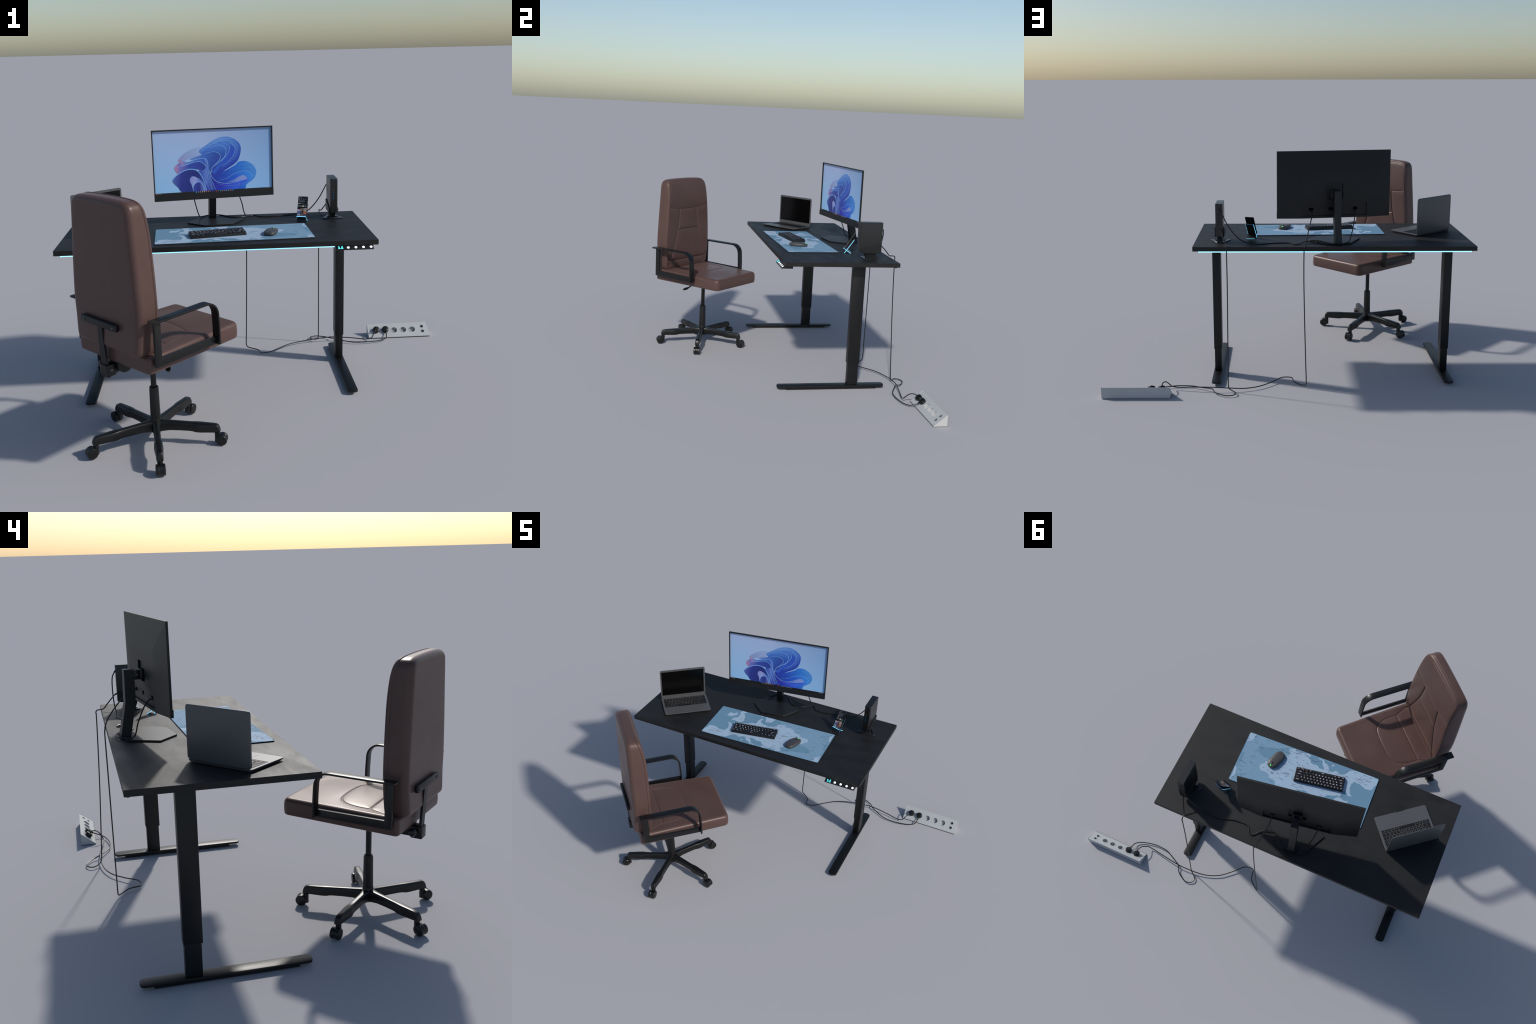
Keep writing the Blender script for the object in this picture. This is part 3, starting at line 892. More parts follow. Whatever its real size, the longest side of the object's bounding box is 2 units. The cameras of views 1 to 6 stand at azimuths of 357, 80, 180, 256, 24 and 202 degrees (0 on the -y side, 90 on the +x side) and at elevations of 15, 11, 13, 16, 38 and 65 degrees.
    fold([(-110, 8), (-112, 38), (-92, 60), (-68, 52), (-52, 10)], edge, 1.6)
    fold([(-216, 68), (-199, 94), (-153, 120), (-111, 125), (-79, 108), (-56, 65), (-41, 10)], edge, 2.2)
    fold([(-59, 197), (-8, 209), (23, 203), (36, 184), (25, 160), (-7, 129), (-17, 96), (-1, 66), (28, 48), (78, 41), (129, 50), (174, 59)], edge, 1.3)
    fold([(-24, 120), (-20, 80), (-2, 30), (4, 10)], edge, 1.0)
    fold([(-40, 125), (-34, 80), (-18, 30), (-12, 10)], edge, 0.9)
    # task bar with a row of small coloured icons
    bar = principled("taskbar_dark", (0.012, 0.013, 0.015, 1), 0.35)
    level[0] += 1
    add("taskbar", flat_patch([(-SX, 0), (SX, 0), (SX, 0.0088), (-SX, 0.0088)], -0.0078 + 0.00005 * level[0], MS), screen, bar, smooth=0)
    tints = [(40, 150, 200), (120, 120, 120), (150, 130, 110), (190, 160, 60), (150, 160, 150), (190, 70, 60), (180, 90, 50), (40, 80, 120), (40, 40, 120),
             (50, 40, 120), (180, 50, 50), (50, 110, 40), (70, 130, 190), (130, 130, 120), (130, 100, 180), (70, 150, 150), (90, 140, 160), (190, 100, 50), (50, 120, 190)]
    level[0] += 1
    for i, t in enumerate(tints):
        u = -0.0965 + i * 0.0107
        add("app_icon", flat_patch(rounded_rect(u - 0.0027, 0.0022, u + 0.0027, 0.0076, 0.0008, 2), -0.0078 + 0.00005 * level[0], MS), screen,
            principled("icon_tint", SCR(*t), 0.4), smooth=0)
    add("app_icon", flat_patch(rounded_rect(-0.304, 0.0022, -0.2985, 0.0072, 0.0015, 3), -0.0078 + 0.00005 * level[0], MS), screen, principled("icon_tint", SCR(200, 90, 90), 0.4), smooth=0)
    bm = bmesh.new()
    for i in range(6):
        u = 0.272 + i * 0.006
        bm_box(bm, (u, 0.0040, SZ0 + 0.0035), (u + 0.0035, 0.0060, SZ0 + 0.0060))
    for i in range(3):
        bm_box(bm, (-0.296 + i * 0.007, 0.0040, SZ0 + 0.0035), (-0.291 + i * 0.007, 0.0060, SZ0 + 0.0055))
    add("status_mark", to_mesh(bm), screen, principled("status_grey", SCR(120, 122, 125), 0.4), smooth=0, kind="stuff")

    # ---- stand
    metal = grained("stand_metal", (0.0095, 0.0098, 0.0105, 1), 0.46, 0, 0.45, (500, 500, 500), 0.2, 0.05)
    hexa = [(-0.0735, -0.085), (0.0735, -0.085), (0.1495, 0.008), (0.068, 0.128), (-0.068, 0.128), (-0.1495, 0.008)]
    add("stand_base", extrude(hexa, 0.0008, 0.0082, 0.001, 1), m, metal)
    prof = [(0.106, 1.0735 - Z), (0.065, 1.0725 - Z), (0.0655, 0.940 - Z), (0.094, 0.0083), (0.1370, 0.0083), (0.1090, 0.940 - Z)]
    MC = Matrix(((0, 0, 1, 0), (1, 0, 0, 0), (0, 1, 0, 0), (0, 0, 0, 1)))
    add("stand_column", extrude(prof, -0.018, 0.018, 0.001, 1, MC), m, metal)
    arm = bmesh.new()
    bm_box(arm, (-0.0165, 0.040, 1.030 - Z), (0.0165, 0.0655, 1.067 - Z), 0.002)
    bm_box(arm, (-0.024, 0.0222, 1.026 - Z), (0.024, 0.041, 1.071 - Z), 0.002)
    tilt = add("tilt_arm", to_mesh(arm), m, M_PLASTIC)
    bm = bmesh.new()
    for s in (1, -1):
        bm_cyl(bm, 0.0045, 0.004, 0, 0.0022, 16, 0.0005, Matrix.Translation((s * 0.0164, 0.052, 1.049 - Z)) @ Matrix.Rotation(s * math.pi / 2, 4, "Y"))
    add("screw", to_mesh(bm), tilt, M_SCREW)


SCR_GAIN = 1.26
SCR_EMIT = 0.0


def SCR(r, g, b):
    """Colour of a displayed patch given how it should read on screen in sunlight."""
    v = [lin(c) * SCR_GAIN for c in (r, g, b)]
    grey = 0.25 * v[0] + 0.65 * v[1] + 0.10 * v[2]
    return tuple(min(0.98, 0.93 * c + 0.07 * grey) for c in v) + (1.0,)


# =================================================================== laptop
def build_laptop():
    L = thing("laptop", "slim open grey aluminium laptop with black keys and dark screen", "laptop", (-0.7685, 0.1920, DESK_Z), math.radians(39.7))
    alu = grained("laptop_aluminium", (0.115, 0.116, 0.120, 1), 0.42, 0.35, 0.5, (1500, 1500, 1500), 0.06)
    hw, hd = 0.1455, 0.0992
    deck = rounded_rect(-hw, -hd, hw, hd, 0.011, 6)
    bm = bmesh.new()
    under = rounded_rect(-hw + 0.006, -hd + 0.012, hw - 0.006, hd - 0.004, 0.009, 6)
    for pts, z in ((under, 0.0022), (rounded_rect(-hw + 0.001, -hd + 0.002, hw - 0.001, hd - 0.001, 0.010, 6), 0.0078), (deck, 0.0100), (deck, 0.0118), (rounded_rect(-hw + 0.0008, -hd + 0.0008, hw - 0.0008, hd - 0.0008, 0.0105, 6), 0.0125)):
        pass
    secs = [(under, 0.0022), (rounded_rect(-hw + 0.001, -hd + 0.003, hw - 0.001, hd - 0.001, 0.010, 6), 0.0075), (deck, 0.0100), (deck, 0.0119),
            (rounded_rect(-hw + 0.0008, -hd + 0.0008, hw - 0.0008, hd - 0.0008, 0.0105, 6), 0.0125)]
    bm.free()
    base = add("base", to_mesh(loft([[(x, y, z) for x, y in pts] for pts, z in secs])), L, alu)
    bm = bmesh.new()
    bm_box(bm, (-0.0235, -hd - 0.004, 0.0088), (0.0235, -hd + 0.0030, 0.02), 0.0012, 2)
    cut(base, to_mesh(bm))
    bm = bmesh.new()
    bm_box(bm, (-0.1345, -0.0172, 0.0112), (0.1345, 0.0822, 0.02))
    cut(base, to_mesh(bm))
    gap = principled("key_well", (0.10, 0.101, 0.105, 1), 0.45)
    add("key_well", box((-0.1344, -0.0171, 0.0108), (0.1344, 0.0821, 0.01125)), base, gap)
    bm = bmesh.new()
    for x in (-0.12, 0.12):
        for y in (-0.075, 0.08):
            bm_cyl(bm, 0.006, 0.005, 0.0004, 0.0026, 16, 0, Matrix.Translation((x, y, 0)))
    add("rubber_foot", to_mesh(bm), base, M_CABLE)
    keym = principled("laptop_key", (0.0045, 0.0045, 0.0055, 1), 0.55, spec=0.3)
    legend = principled("key_legend_grey", (0.24, 0.24, 0.25, 1), 0.5)
    unit = 0.2685 / 14.5
    rows = [[14.5 / 14] * 14, [1] * 13 + [1.5], [1.5] + [1] * 12 + [1], [1.75] + [1] * 11 + [1.75], [2.25] + [1] * 10 + [2.25], [1, 1, 1, 1.25, 5, 1.25, 1, 1, 1, 1]]
    caps = [[""] * 14, list("`1234567890-=") + ["del"], ["tab"] + list("QWERTYUIOP[]\\"), ["caps"] + list("ASDFGHJKL;'") + ["ret"],
            ["shift"] + list("ZXCVBNM,./") + ["shift"], ["fn", "ctl", "alt", "cmd", "", "cmd", "alt", "<", "v", ">"]]
    heights = [0.0098] + [0.0178] * 5
    y = 0.0821
    cache, glyphs = {}, bmesh.new()
    for r, (row, h) in enumerate(zip(rows, heights)):
        scale = 14.5 / sum(row)
        x = -0.13425
        for w, cap_t in zip(row, caps[r]):
            kw = w * unit * scale
            key = (round(kw, 5), h)
            if key not in cache:
                cache[key] = extrude(rounded_rect(-kw / 2 + 0.0015, -h / 2 + 0.0014, kw / 2 - 0.0015, h / 2 - 0.0014, 0.0012, 2), 0.0, 0.0014, 0.0002, 1, min_angle=0.9)
            add("key", cache[key], base, keym, (x + kw / 2, y - h / 2, 0.0112))
            if cap_t:
                g = letter_mesh(cap_t, 0.0066 if len(cap_t) == 1 else 0.0042)
                bb = bmesh.new()
                bb.from_mesh(g)
                bpy.data.meshes.remove(g)
                merge(glyphs, bb, Matrix.Translation((x + kw / 2, y - h / 2, 0.01275)))
            x += kw
        y -= h
    add("key_legend", to_mesh(glyphs), base, legend, smooth=0, kind="stuff")
    # touchpad: thin raised outline of shadow gap around a flush plate
    groove = principled("touchpad_gap", (0.03, 0.03, 0.032, 1), 0.6)
    add("touchpad_gap", flat_patch(rounded_rect(-0.0478, -0.0830, 0.0478, -0.0292, 0.003), 0.01262), base, groove)
    add("touchpad", extrude(rounded_rect(-0.0472, -0.0824, 0.0472, -0.0298, 0.0026), 0.0124, 0.01275), base, alu)
    # lid: vertical, slightly crowned back
    zl0, zl1 = 0.0128, 1.0050 - DESK_Z
    lw = 0.1440
    face = rounded_rect(-lw, zl0, lw, zl1, 0.011, 6)
    small = rounded_rect(-lw + 0.0045, zl0 + 0.0045, lw - 0.0045, zl1 - 0.004, 0.009, 6)
    ml = [[(x, 0.0945, z) for x, z in face], [(x, 0.0982, z) for x, z in face],
          [(x, 0.1002, z) for x, z in rounded_rect(-lw + 0.0012, zl0 + 0.0012, lw - 0.0012, zl1 - 0.0012, 0.0105, 6)], [(x, 0.1012, z) for x, z in small]]
    shell = grained("lid_aluminium", (0.095, 0.096, 0.100, 1), 0.45, 0.25, 0.45, (1500, 1500, 1500), 0.06)
    lid = add("lid", to_mesh(loft(ml)), L, shell, smooth=40)
    add("screen", box((-0.1352, 0.0938, 0.812 - DESK_Z + 0.012), (0.1352, 0.0946, 0.9935 - DESK_Z)), lid,
        principled("laptop_glass", (0.0008, 0.0009, 0.001, 1), 0.16, spec=0.28))
    bm = bmesh.new()
    bm_cyl(bm, 0.0017, 0.0017, 0, 0.0006, 12, 0, Matrix.Translation((0, 0.0945, zl1 - 0.0058)) @ Matrix.Rotation(math.pi / 2, 4, "X"))
    add("webcam", to_mesh(bm), lid, principled("lens_black", (0.002, 0.002, 0.005, 1), 0.2))
    bm = bmesh.new()
    bm_cyl(bm, 0.0042, 0.0042, -0.105, 0.105, 20, 0, Matrix.Translation((0, 0.0962, 0.0128)) @ Matrix.Rotation(math.pi / 2, 4, "Y"))
    add("hinge", to_mesh(bm), base, principled("hinge_dark", (0.03, 0.03, 0.032, 1), 0.4))


# ================================================================= keyboard
def build_keyboard():
    K = thing("keyboard", "compact black mechanical keyboard with white key legends", "keyboard", (-0.2415, 0.1235, MAT_Z), math.radians(10.5))
    hw, hd = 0.1365, 0.0425
    case = bmesh.new()
    side = [(-hd, 0.0005), (hd, 0.0005), (hd - 0.001, 0.0128), (-hd + 0.0005, 0.0118)]
    MC = Matrix(((0, 0, 1, 0), (1, 0, 0, 0), (0, 1, 0, 0), (0, 0, 0, 1)))
    bm_extrude(case, side, -hw, hw, 0.0015, 2, MC)
    case_ob = add("case", to_mesh(case), K, M_SATIN)
    keym = principled("keycap_black", (0.0075, 0.0080, 0.0115, 1), 0.5, spec=0.38)
    white = principled("legend_white", (0.68, 0.68, 0.70, 1), 0.5)
    rows = [[1] * 13 + [2], [1.5] + [1] * 12 + [1.5], [1.75] + [1] * 11 + [2.25], [2.25] + [1] * 10 + [2.75], [1.25] * 3 + [6.25] + [1.25] * 4]
    caps = [["esc"] + list("1234567890-=") + ["bksp"], ["tab"] + list("QWERTYUIOP[]\\"), ["caps"] + list("ASDFGHJKL;'") + ["enter"],
            ["shift"] + list("ZXCVBNM,./") + ["shift"], ["ctrl", "win", "alt", "space", "alt", "fn", "menu", "ctrl"]]
    u, v = 0.2695 / 15, 0.0805 / 5
    cache, glyphs = {}, bmesh.new()
    for r, row in enumerate(rows):
        x = -0.13475
        yc = 0.04025 - v * (r + 0.5)
        z0 = 0.0122
        top = 0.0218 - 0.0006 * r
        for w, t in zip(row, caps[r]):
            kw = w * u
            key = (round(kw, 5), r)
            if key not in cache:
                a = rounded_rect(-kw / 2 + 0.0004, -v / 2 + 0.0004, kw / 2 - 0.0004, v / 2 - 0.0004, 0.0012, 2)
                b = rounded_rect(-kw / 2 + 0.0013, -v / 2 + 0.0012, kw / 2 - 0.0013, v / 2 - 0.0009, 0.0013, 2)
                c = rounded_rect(-kw / 2 + 0.0018, -v / 2 + 0.0017, kw / 2 - 0.0018, v / 2 - 0.0014, 0.0011, 2)
                h = top - z0
                cache[key] = to_mesh(loft([[(p[0], p[1], 0) for p in a], [(p[0], p[1], h - 0.0006) for p in b], [(p[0], p[1], h) for p in c]]))
            add("keycap", cache[key], case_ob, keym, (x + kw / 2, yc, z0))
            g = letter_mesh(t, 0.0090 if len(t) == 1 else 0.0064, 0.022)
            bb = bmesh.new()
            bb.from_mesh(g)
            bpy.data.meshes.remove(g)
            merge(glyphs, bb, Matrix.Translation((x + kw / 2, yc + 0.0002, top + 0.00012)))
            x += kw
    add("key_legend", to_mesh(glyphs), case_ob, white, smooth=0, kind="stuff")


# ==================================================================== mouse
def build_mouse():
    m = thing("computer_mouse", "dark grey rounded wireless mouse with glowing green mark", "mouse", (0.0195, 0.1155, MAT_Z), math.radians(-18))
    grey = principled("mouse_grey", (0.052, 0.050, 0.050, 1), 0.42)
    a, b, H = 0.0575, 0.0308, 0.0225
    secs = []

    def ring(s, z):
        out = []
        for i in range(56):
            t = 2 * math.pi * i / 56
            ex = 2 / 2.9
            out.append((math.copysign(abs(math.cos(t)) ** ex, math.cos(t)) * b * s, math.copysign(abs(math.sin(t)) ** ex, math.sin(t)) * a * (1 - (1 - s) * 0.8), z))
        return out
    for s, z in ((0.90, 0.0008), (0.95, 0.0025), (0.985, 0.006), (1.0, 0.009), (0.985, 0.0125)):
        secs.append(ring(s, z))
    for i in range(1, 15):
        q = i / 14
        s = 0.985 * math.sqrt(max(1 - q * q, 0)) if q < 1 else 0.0
        secs.append([(x, y, 0.0125 + (H - 0.0125) * (1 - (1 - q) ** 1.6) * (1 - 0.22 * (y / a) ** 2 - 0.06 * y / a)) for x, y, z in ring(max(s, 0.03), 0)])
    bm = loft(secs)
    from mathutils.bvhtree import BVHTree
    tree = BVHTree.FromBMesh(bm)

    def on_top(x, y, h):
        hit = tree.ray_cast(Vector((x, y, 0.1)), Vector((0, 0, -1)))[0]
        return (x, y, hit.z + h)
    body = add("body", to_mesh(bm), m, grey, smooth=50)
    bm = bmesh.new()
    bm_cyl(bm, 0.0062, 0.0062, -0.0020, 0.0020, 24, 0.0006, Matrix.Translation(on_top(0, 0.0315, -0.0030)) @ Matrix.Rotation(math.pi / 2, 4, "Y"))
    add("scroll_wheel", to_mesh(bm), body, principled("wheel_black", (0.004, 0.004, 0.005, 1), 0.4))
    # little glowing squiggle at the nose
    green = principled("green_glow", (0.05, 0.6, 0.1, 1), 0.4, emit=(0.06, 0.85, 0.10, 1), strength=1.0)
    add("glow_mark", tube([on_top(*q, 0.0006) for q in ((-0.0042, 0.0525), (0.0010, 0.0515), (-0.0035, 0.0488), (0.0035, 0.0462), (0.0002, 0.0440))], 0.0009, 5, 6), body, green)


# ================================================================= desk mat
def build_mat():
    ang = math.atan2(0.032, 0.760)
    P = thing("desk_mat", "long blue desk mat printed with a pale map", "desk mat", (-0.537, -0.018, DESK_Z), ang)
    W, D, H = 0.761, 0.3125, MAT_Z - DESK_Z
    ink = principled("mat_edge", (0.010, 0.011, 0.012, 1), 0.7)
    add("rubber_base", extrude(rounded_rect(0, 0, W, D, 0.008), 0.0002, H - 0.0012), P, ink)

    def cloth(name, col, borders=0.0):
        m = principled(name, col, 0.75, spec=0.25)
        p = m.node_tree.nodes["Principled BSDF"]
        n = node(m, "ShaderNodeTexNoise", Scale=900.0, Detail=2.0)
        link(m, object_coords(m), n.inputs["Vector"])
        lo = tuple(c * 0.9 for c in col[:3]) + (1,)
        hi = tuple(min(1, c * 1.1) for c in col[:3]) + (1,)
        out = ramp(m, n.outputs["Fac"], [(0.35, lo), (0.65, hi)])
        if borders:
            nz = node(m, "ShaderNodeTexNoise", Scale=30.0, Detail=3.0)
            link(m, object_coords(m), nz.inputs["Vector"])
            mixv = node(m, "ShaderNodeMix")
            mixv.data_type = "VECTOR"
            mixv.inputs["Factor"].default_value = 0.035
            link(m, object_coords(m), mixv.inputs["A"])
            link(m, nz.outputs["Color"], mixv.inputs["B"])
            v = node(m, "ShaderNodeTexVoronoi", Scale=13.0)
            v.feature = "DISTANCE_TO_EDGE"
            link(m, mixv.outputs["Result"], v.inputs["Vector"])
            k = ramp(m, v.outputs["Distance"], [(0.0, (1, 1, 1, 1)), (0.013, (0, 0, 0, 1))])
            mix = node(m, "ShaderNodeMix")
            mix.data_type = "RGBA"
            f = node(m, "ShaderNodeMath")
            f.operation = "MULTIPLY"
            link(m, k, f.inputs[0])
            f.inputs[1].default_value = borders
            link(m, f.outputs["Value"], mix.inputs["Factor"])
            link(m, out, mix.inputs["A"])
            mix.inputs["B"].default_value = tuple(c * 0.45 for c in col[:3]) + (1,)
            out = mix.outputs["Result"]
        link(m, out, p.inputs["Base Color"])
        return m

    sea = cloth("mat_sea", (0.132, 0.258, 0.365, 1))
    mid = cloth("mat_land_mid", (0.182, 0.315, 0.435, 1), 0.38)
    pale = cloth("mat_land_pale", (0.335, 0.455, 0.58, 1), 0.30)
    cover = add("printed_cloth", extrude(rounded_rect(0, 0, W, D, 0.008), H - 0.0012, H, 0.0004, 1, min_angle=0.9), P, sea)

    rng = random.Random(21)

    def coast(pts, depth=4, amp=0.19):
        """Closed outline in mat fractions (u, w), roughened by midpoint displacement."""
        q = [Vector((u * W, w * D)) for u, w in pts]
        for _ in range(depth):
            out = []
            for i, a in enumerate(q):
                b = q[(i + 1) % len(q)]
                d = b - a
                out.append(a)
                out.append((a + b) / 2 + Vector((-d.y, d.x)) * rng.uniform(-amp, amp))
            q = out
        return [(min(max(v.x, 0.0015), W - 0.0015), min(max(v.y, 0.0015), D - 0.0015)) for v in q]

    lvl = [0]

    def print_area(pts, mat, depth=4, amp=0.19):
        lvl[0] += 1
        add("map_area", flat_patch(coast(pts, depth, amp), H + 0.00008 + 0.00004 * lvl[0]), cover, mat, smooth=0)

    print_area([(0.535, 0.993), (0.595, 1.0), (0.988, 1.0), (0.998, 0.97), (0.998, 0.02), (0.985, 0.003), (0.682, 0.012), (0.60, 0.25), (0.546, 0.731)], mid, 3, 0.04)
    print_area([(0.003, 0.02), (0.003, 0.133), (0.033, 0.266), (0.072, 0.274), (0.123, 0.222), (0.161, 0.204), (0.174, 0.354), (0.159, 0.46), (0.138, 0.498),
                (0.163, 0.515), (0.202, 0.455), (0.218, 0.59), (0.30, 0.63), (0.352, 0.696), (0.356, 0.837), (0.382, 0.918), (0.385, 0.791), (0.438, 0.731), (0.496, 0.724),
                (0.534, 0.767), (0.521, 0.839), (0.58, 0.894), (0.599, 0.817), (0.64, 0.839), (0.687, 0.723), (0.769, 0.625), (0.814, 0.63), (0.826, 0.503), (0.776, 0.41),
                (0.689, 0.276), (0.665, 0.157), (0.68, 0.038), (0.649, 0.004), (0.534, 0.007), (0.514, 0.054), (0.531, 0.084), (0.467, 0.162), (0.425, 0.208), (0.391, 0.216),
                (0.400, 0.15), (0.417, 0.104), (0.461, 0.015), (0.422, 0.017), (0.369, 0.12), (0.352, 0.183), (0.304, 0.14), (0.245, 0.156), (0.226, 0.075), (0.176, 0.012)], pale)
    print_area([(0.088, 0.733), (0.098, 0.848), (0.135, 0.839), (0.156, 0.901), (0.163, 0.818), (0.135, 0.722)], pale)
    print_area([(0.173, 0.92), (0.18, 0.995), (0.228, 0.984), (0.215, 0.879), (0.251, 0.691), (0.232, 0.607), (0.147, 0.597), (0.16, 0.713), (0.186, 0.756), (0.191, 0.852)], pale)
    print_area([(0.331, 0.042), (0.344, 0.104), (0.346, 0.035)], pale, 2)
    print_area([(0.392, 0.993), (0.421, 0.998), (0.478, 0.991), (0.471, 0.869), (0.419, 0.809)], pale)
    print_area([(0.324, 0.999), (0.376, 0.999), (0.358, 0.954)], pale, 2)
    print_area([(0.667, 0.148), (0.711, 0.142), (0.75, 0.27), (0.78, 0.381), (0.838, 0.355), (0.885, 0.30), (0.9, 0.24), (0.88, 0.18), (0.818, 0.15), (0.762, 0.131), (0.70, 0.05)], sea, 3, 0.10)
    print_area([(0.974, 0.43), (0.972, 0.55), (0.977, 0.62), (0.998, 0.66), (0.998, 0.42)], sea, 3, 0.12)
    print_area([(0.97, 0.88), (0.99, 0.985), (0.998, 0.97), (0.998, 0.731), (0.987, 0.722)], pale, 2, 0.1)
    print_area([(0.969, 0.166), (0.996, 0.197), (0.998, 0.03), (0.99, 0.004), (0.945, 0.004)], pale, 3, 0.12)
    # small dark place-name dashes
    dash = principled("mat_lettering", (0.060, 0.090, 0.125, 1), 0.7)
    bm = bmesh.new()
    z = H + 0.0008
    spots = [(rng.uniform(0.50, 0.98), rng.uniform(0.04, 0.96)) for _ in range(78)] + [(rng.uniform(0.03, 0.62), rng.uniform(0.02, 0.20)) for _ in range(46)] + \
            [(rng.uniform(0.15, 0.56), rng.uniform(0.50, 0.95)) for _ in range(30)] + [(rng.uniform(0.5, 0.70), rng.uniform(0.02, 0.6)) for _ in range(34)]
    for u, w in spots:
        n = rng.randint(4, 9)
        x, y = u * W, w * D
        for i in range(n):                                   # row of letter-like ticks
            x0 = x + i * 0.0025
            h = rng.uniform(0.0012, 0.0022)
            if x0 > W - 0.006:
                break
            bm_quad(bm, x0, y, x0 + 0.0017, y + h, z)
    me = bpy.data.meshes.new("dash")
    bm.to_mesh(me)
    bm.free()
    add("place_name", me, cover, dash, smooth=0, kind="stuff")


def bm_quad(bm, x0, y0, x1, y1, z):
    bm.faces.new([bm.verts.new(c) for c in ((x0, y0, z), (x1, y0, z), (x1, y1, z), (x0, y1, z))])


# ============================================================ phone and stand
def build_phone():
    yaw = math.radians(-18)
    S = thing("phone_stand", "clear-edged glowing acrylic phone stand with two crossed plates", "phone stand", (0.1985, 0.3640, DESK_Z), yaw)
    glow = principled("edge_glow_blue", (0.2, 0.5, 0.9, 1), 0.4, emit=(0.20, 0.66, 1.0, 1), strength=1.5)
    dim = principled("edge_glow_dim", (0.03, 0.10, 0.25, 1), 0.4, emit=(0.02, 0.14, 0.4, 1), strength=0.2)
    body = principled("stand_black", (0.008, 0.009, 0.011, 1), 0.3)
    T = 0.0032

    def plate(name, p0, p1, hw):
        """Slab with a light strip round its rim, shaded from above by a slightly larger cover sheet."""
        a, b = Vector((0, p0[0], p0[1])), Vector((0, p1[0], p1[1]))
        d = (b - a)
        ln = d.length
        d.normalize()
        nrm = Vector((0, -d.z, d.y))
        M = Matrix(((1, 0, 0, 0), (0, d.y, nrm.y, a.y), (0, d.z, nrm.z, a.z), (0, 0, 0, 1)))
        lo, hi, e = -T / 2, T / 2 - 0.0009, 0.0007
        bm = bmesh.new()
        bm_box(bm, (-hw, 0, lo), (hw, ln, hi), 0, 1, M)
        o = add(name, to_mesh(bm), S, body)
        bm = bmesh.new()
        bm_box(bm, (-hw - 0.0019, -0.0018, hi), (hw + 0.0019, ln + 0.0018, T / 2), 0.0002, 1, M)
        add("cover_sheet", to_mesh(bm), o, body)
        for x0, y0, x1, y1 in ((hw, 0, hw + e, ln), (-hw - e, 0, -hw, ln), (-hw, -e, hw, 0), (-hw, ln, hw, ln + e)):
            bm = bmesh.new()
            bm_box(bm, (x0, y0, lo), (x1, y1, hi), 0, 1, M)
            add("lit_edge", to_mesh(bm), o, dim if (name == "back_plate" and (y1 == 0 or y0 == ln)) else glow)
    plate("back_plate", (0.0015, 0.0022), (0.0560, 0.0850), 0.0232)
    plate("foot_plate", (-0.0045, 0.0325), (0.0395, 0.0032), 0.0232)

    lean = math.radians(29.5)
    F = thing("smartphone", "slim black smartphone leaning on a stand with lit screen", "phone", (0.1985 + 0.31 * 0.0005, 0.3640 + 0.95 * 0.0005, 0.8160), yaw)
    R = Matrix.Rotation(-lean, 4, "X")
    w, h, t = 0.0258, 0.1155, 0.0042
    MP = R @ Matrix(((1, 0, 0, 0), (0, 0, -1, 0), (0, 1, 0, 0), (0, 0, 0, 1)))
    case = add("case", extrude(rounded_rect(-w, 0, w, h, 0.0035, 4), -t, 0.0, 0.0007, 1, MP, 0.9), F, principled("phone_black", (0.006, 0.006, 0.007, 1), 0.3))
    scr = add("screen", extrude(rounded_rect(-w + 0.0010, 0.0012, w - 0.0010, h - 0.0012, 0.0028, 4), 0.0, 0.0003, 0, 1, MP), case,
              principled("phone_screen", (0.006, 0.007, 0.012, 1), 0.4, spec=0.3))
    rng = random.Random(5)

    def pieces(name, shapes, col):
        bm = bmesh.new()
        for s in shapes:
            if len(s) == 3:
                bm_cyl(bm, s[2], s[2], 0.0003, 0.0004, 14, 0, MP @ Matrix.Translation((s[0], s[1], 0)))
            else:
                bm_box(bm, (s[0], s[1], 0.0003), (s[2], s[3], 0.0004), 0, 1, MP)
        add(name, to_mesh(bm), scr, principled(name + "_ink", rgb(*col), 0.4, spec=0.3), smooth=0, kind="stuff")
    # generic profile page: header, lines of text, round avatars, grid of picture tiles
    text = [(-0.021, 0.108, -0.008, 0.1105), (0.017, 0.1075, 0.022, 0.110)]
    for x in (-0.010, -0.001, 0.009):
        text += [(x, 0.101, x + 0.005, 0.1028), (x - 0.001, 0.0978, x + 0.006, 0.0990)]
    for i in range(3):
        text.append((-0.021, 0.0915 - i * 0.0028, rng.uniform(0.0, 0.014), 0.0928 - i * 0.0028))
    text += [(-0.015, 0.078, 0.000, 0.0797), (-0.015, 0.0745, 0.010, 0.0757), (0.012, 0.0700, 0.021, 0.0712)]
    pieces("page_text", text, (120, 122, 128))
    pieces("avatar", [(-0.0185, 0.100, 0.0035), (-0.008, 0.0625, 0.0042)], (150, 120, 100))
    pieces("avatar_pale", [(0.0035, 0.0625, 0.0045), (-0.0195, 0.076, 0.0030)], (205, 205, 180))
    pieces("avatar_green", [(-0.0185, 0.0625, 0.0042), (0.0150, 0.0625, 0.0042), (0.0235, 0.063, 0.0015)], (100, 140, 125))
    cols = [(190, 195, 205), (120, 105, 95), (160, 160, 165), (95, 110, 150), (60, 50, 45), (185, 120, 80), (150, 165, 190), (110, 100, 100), (75, 85, 115)]
    g = 0
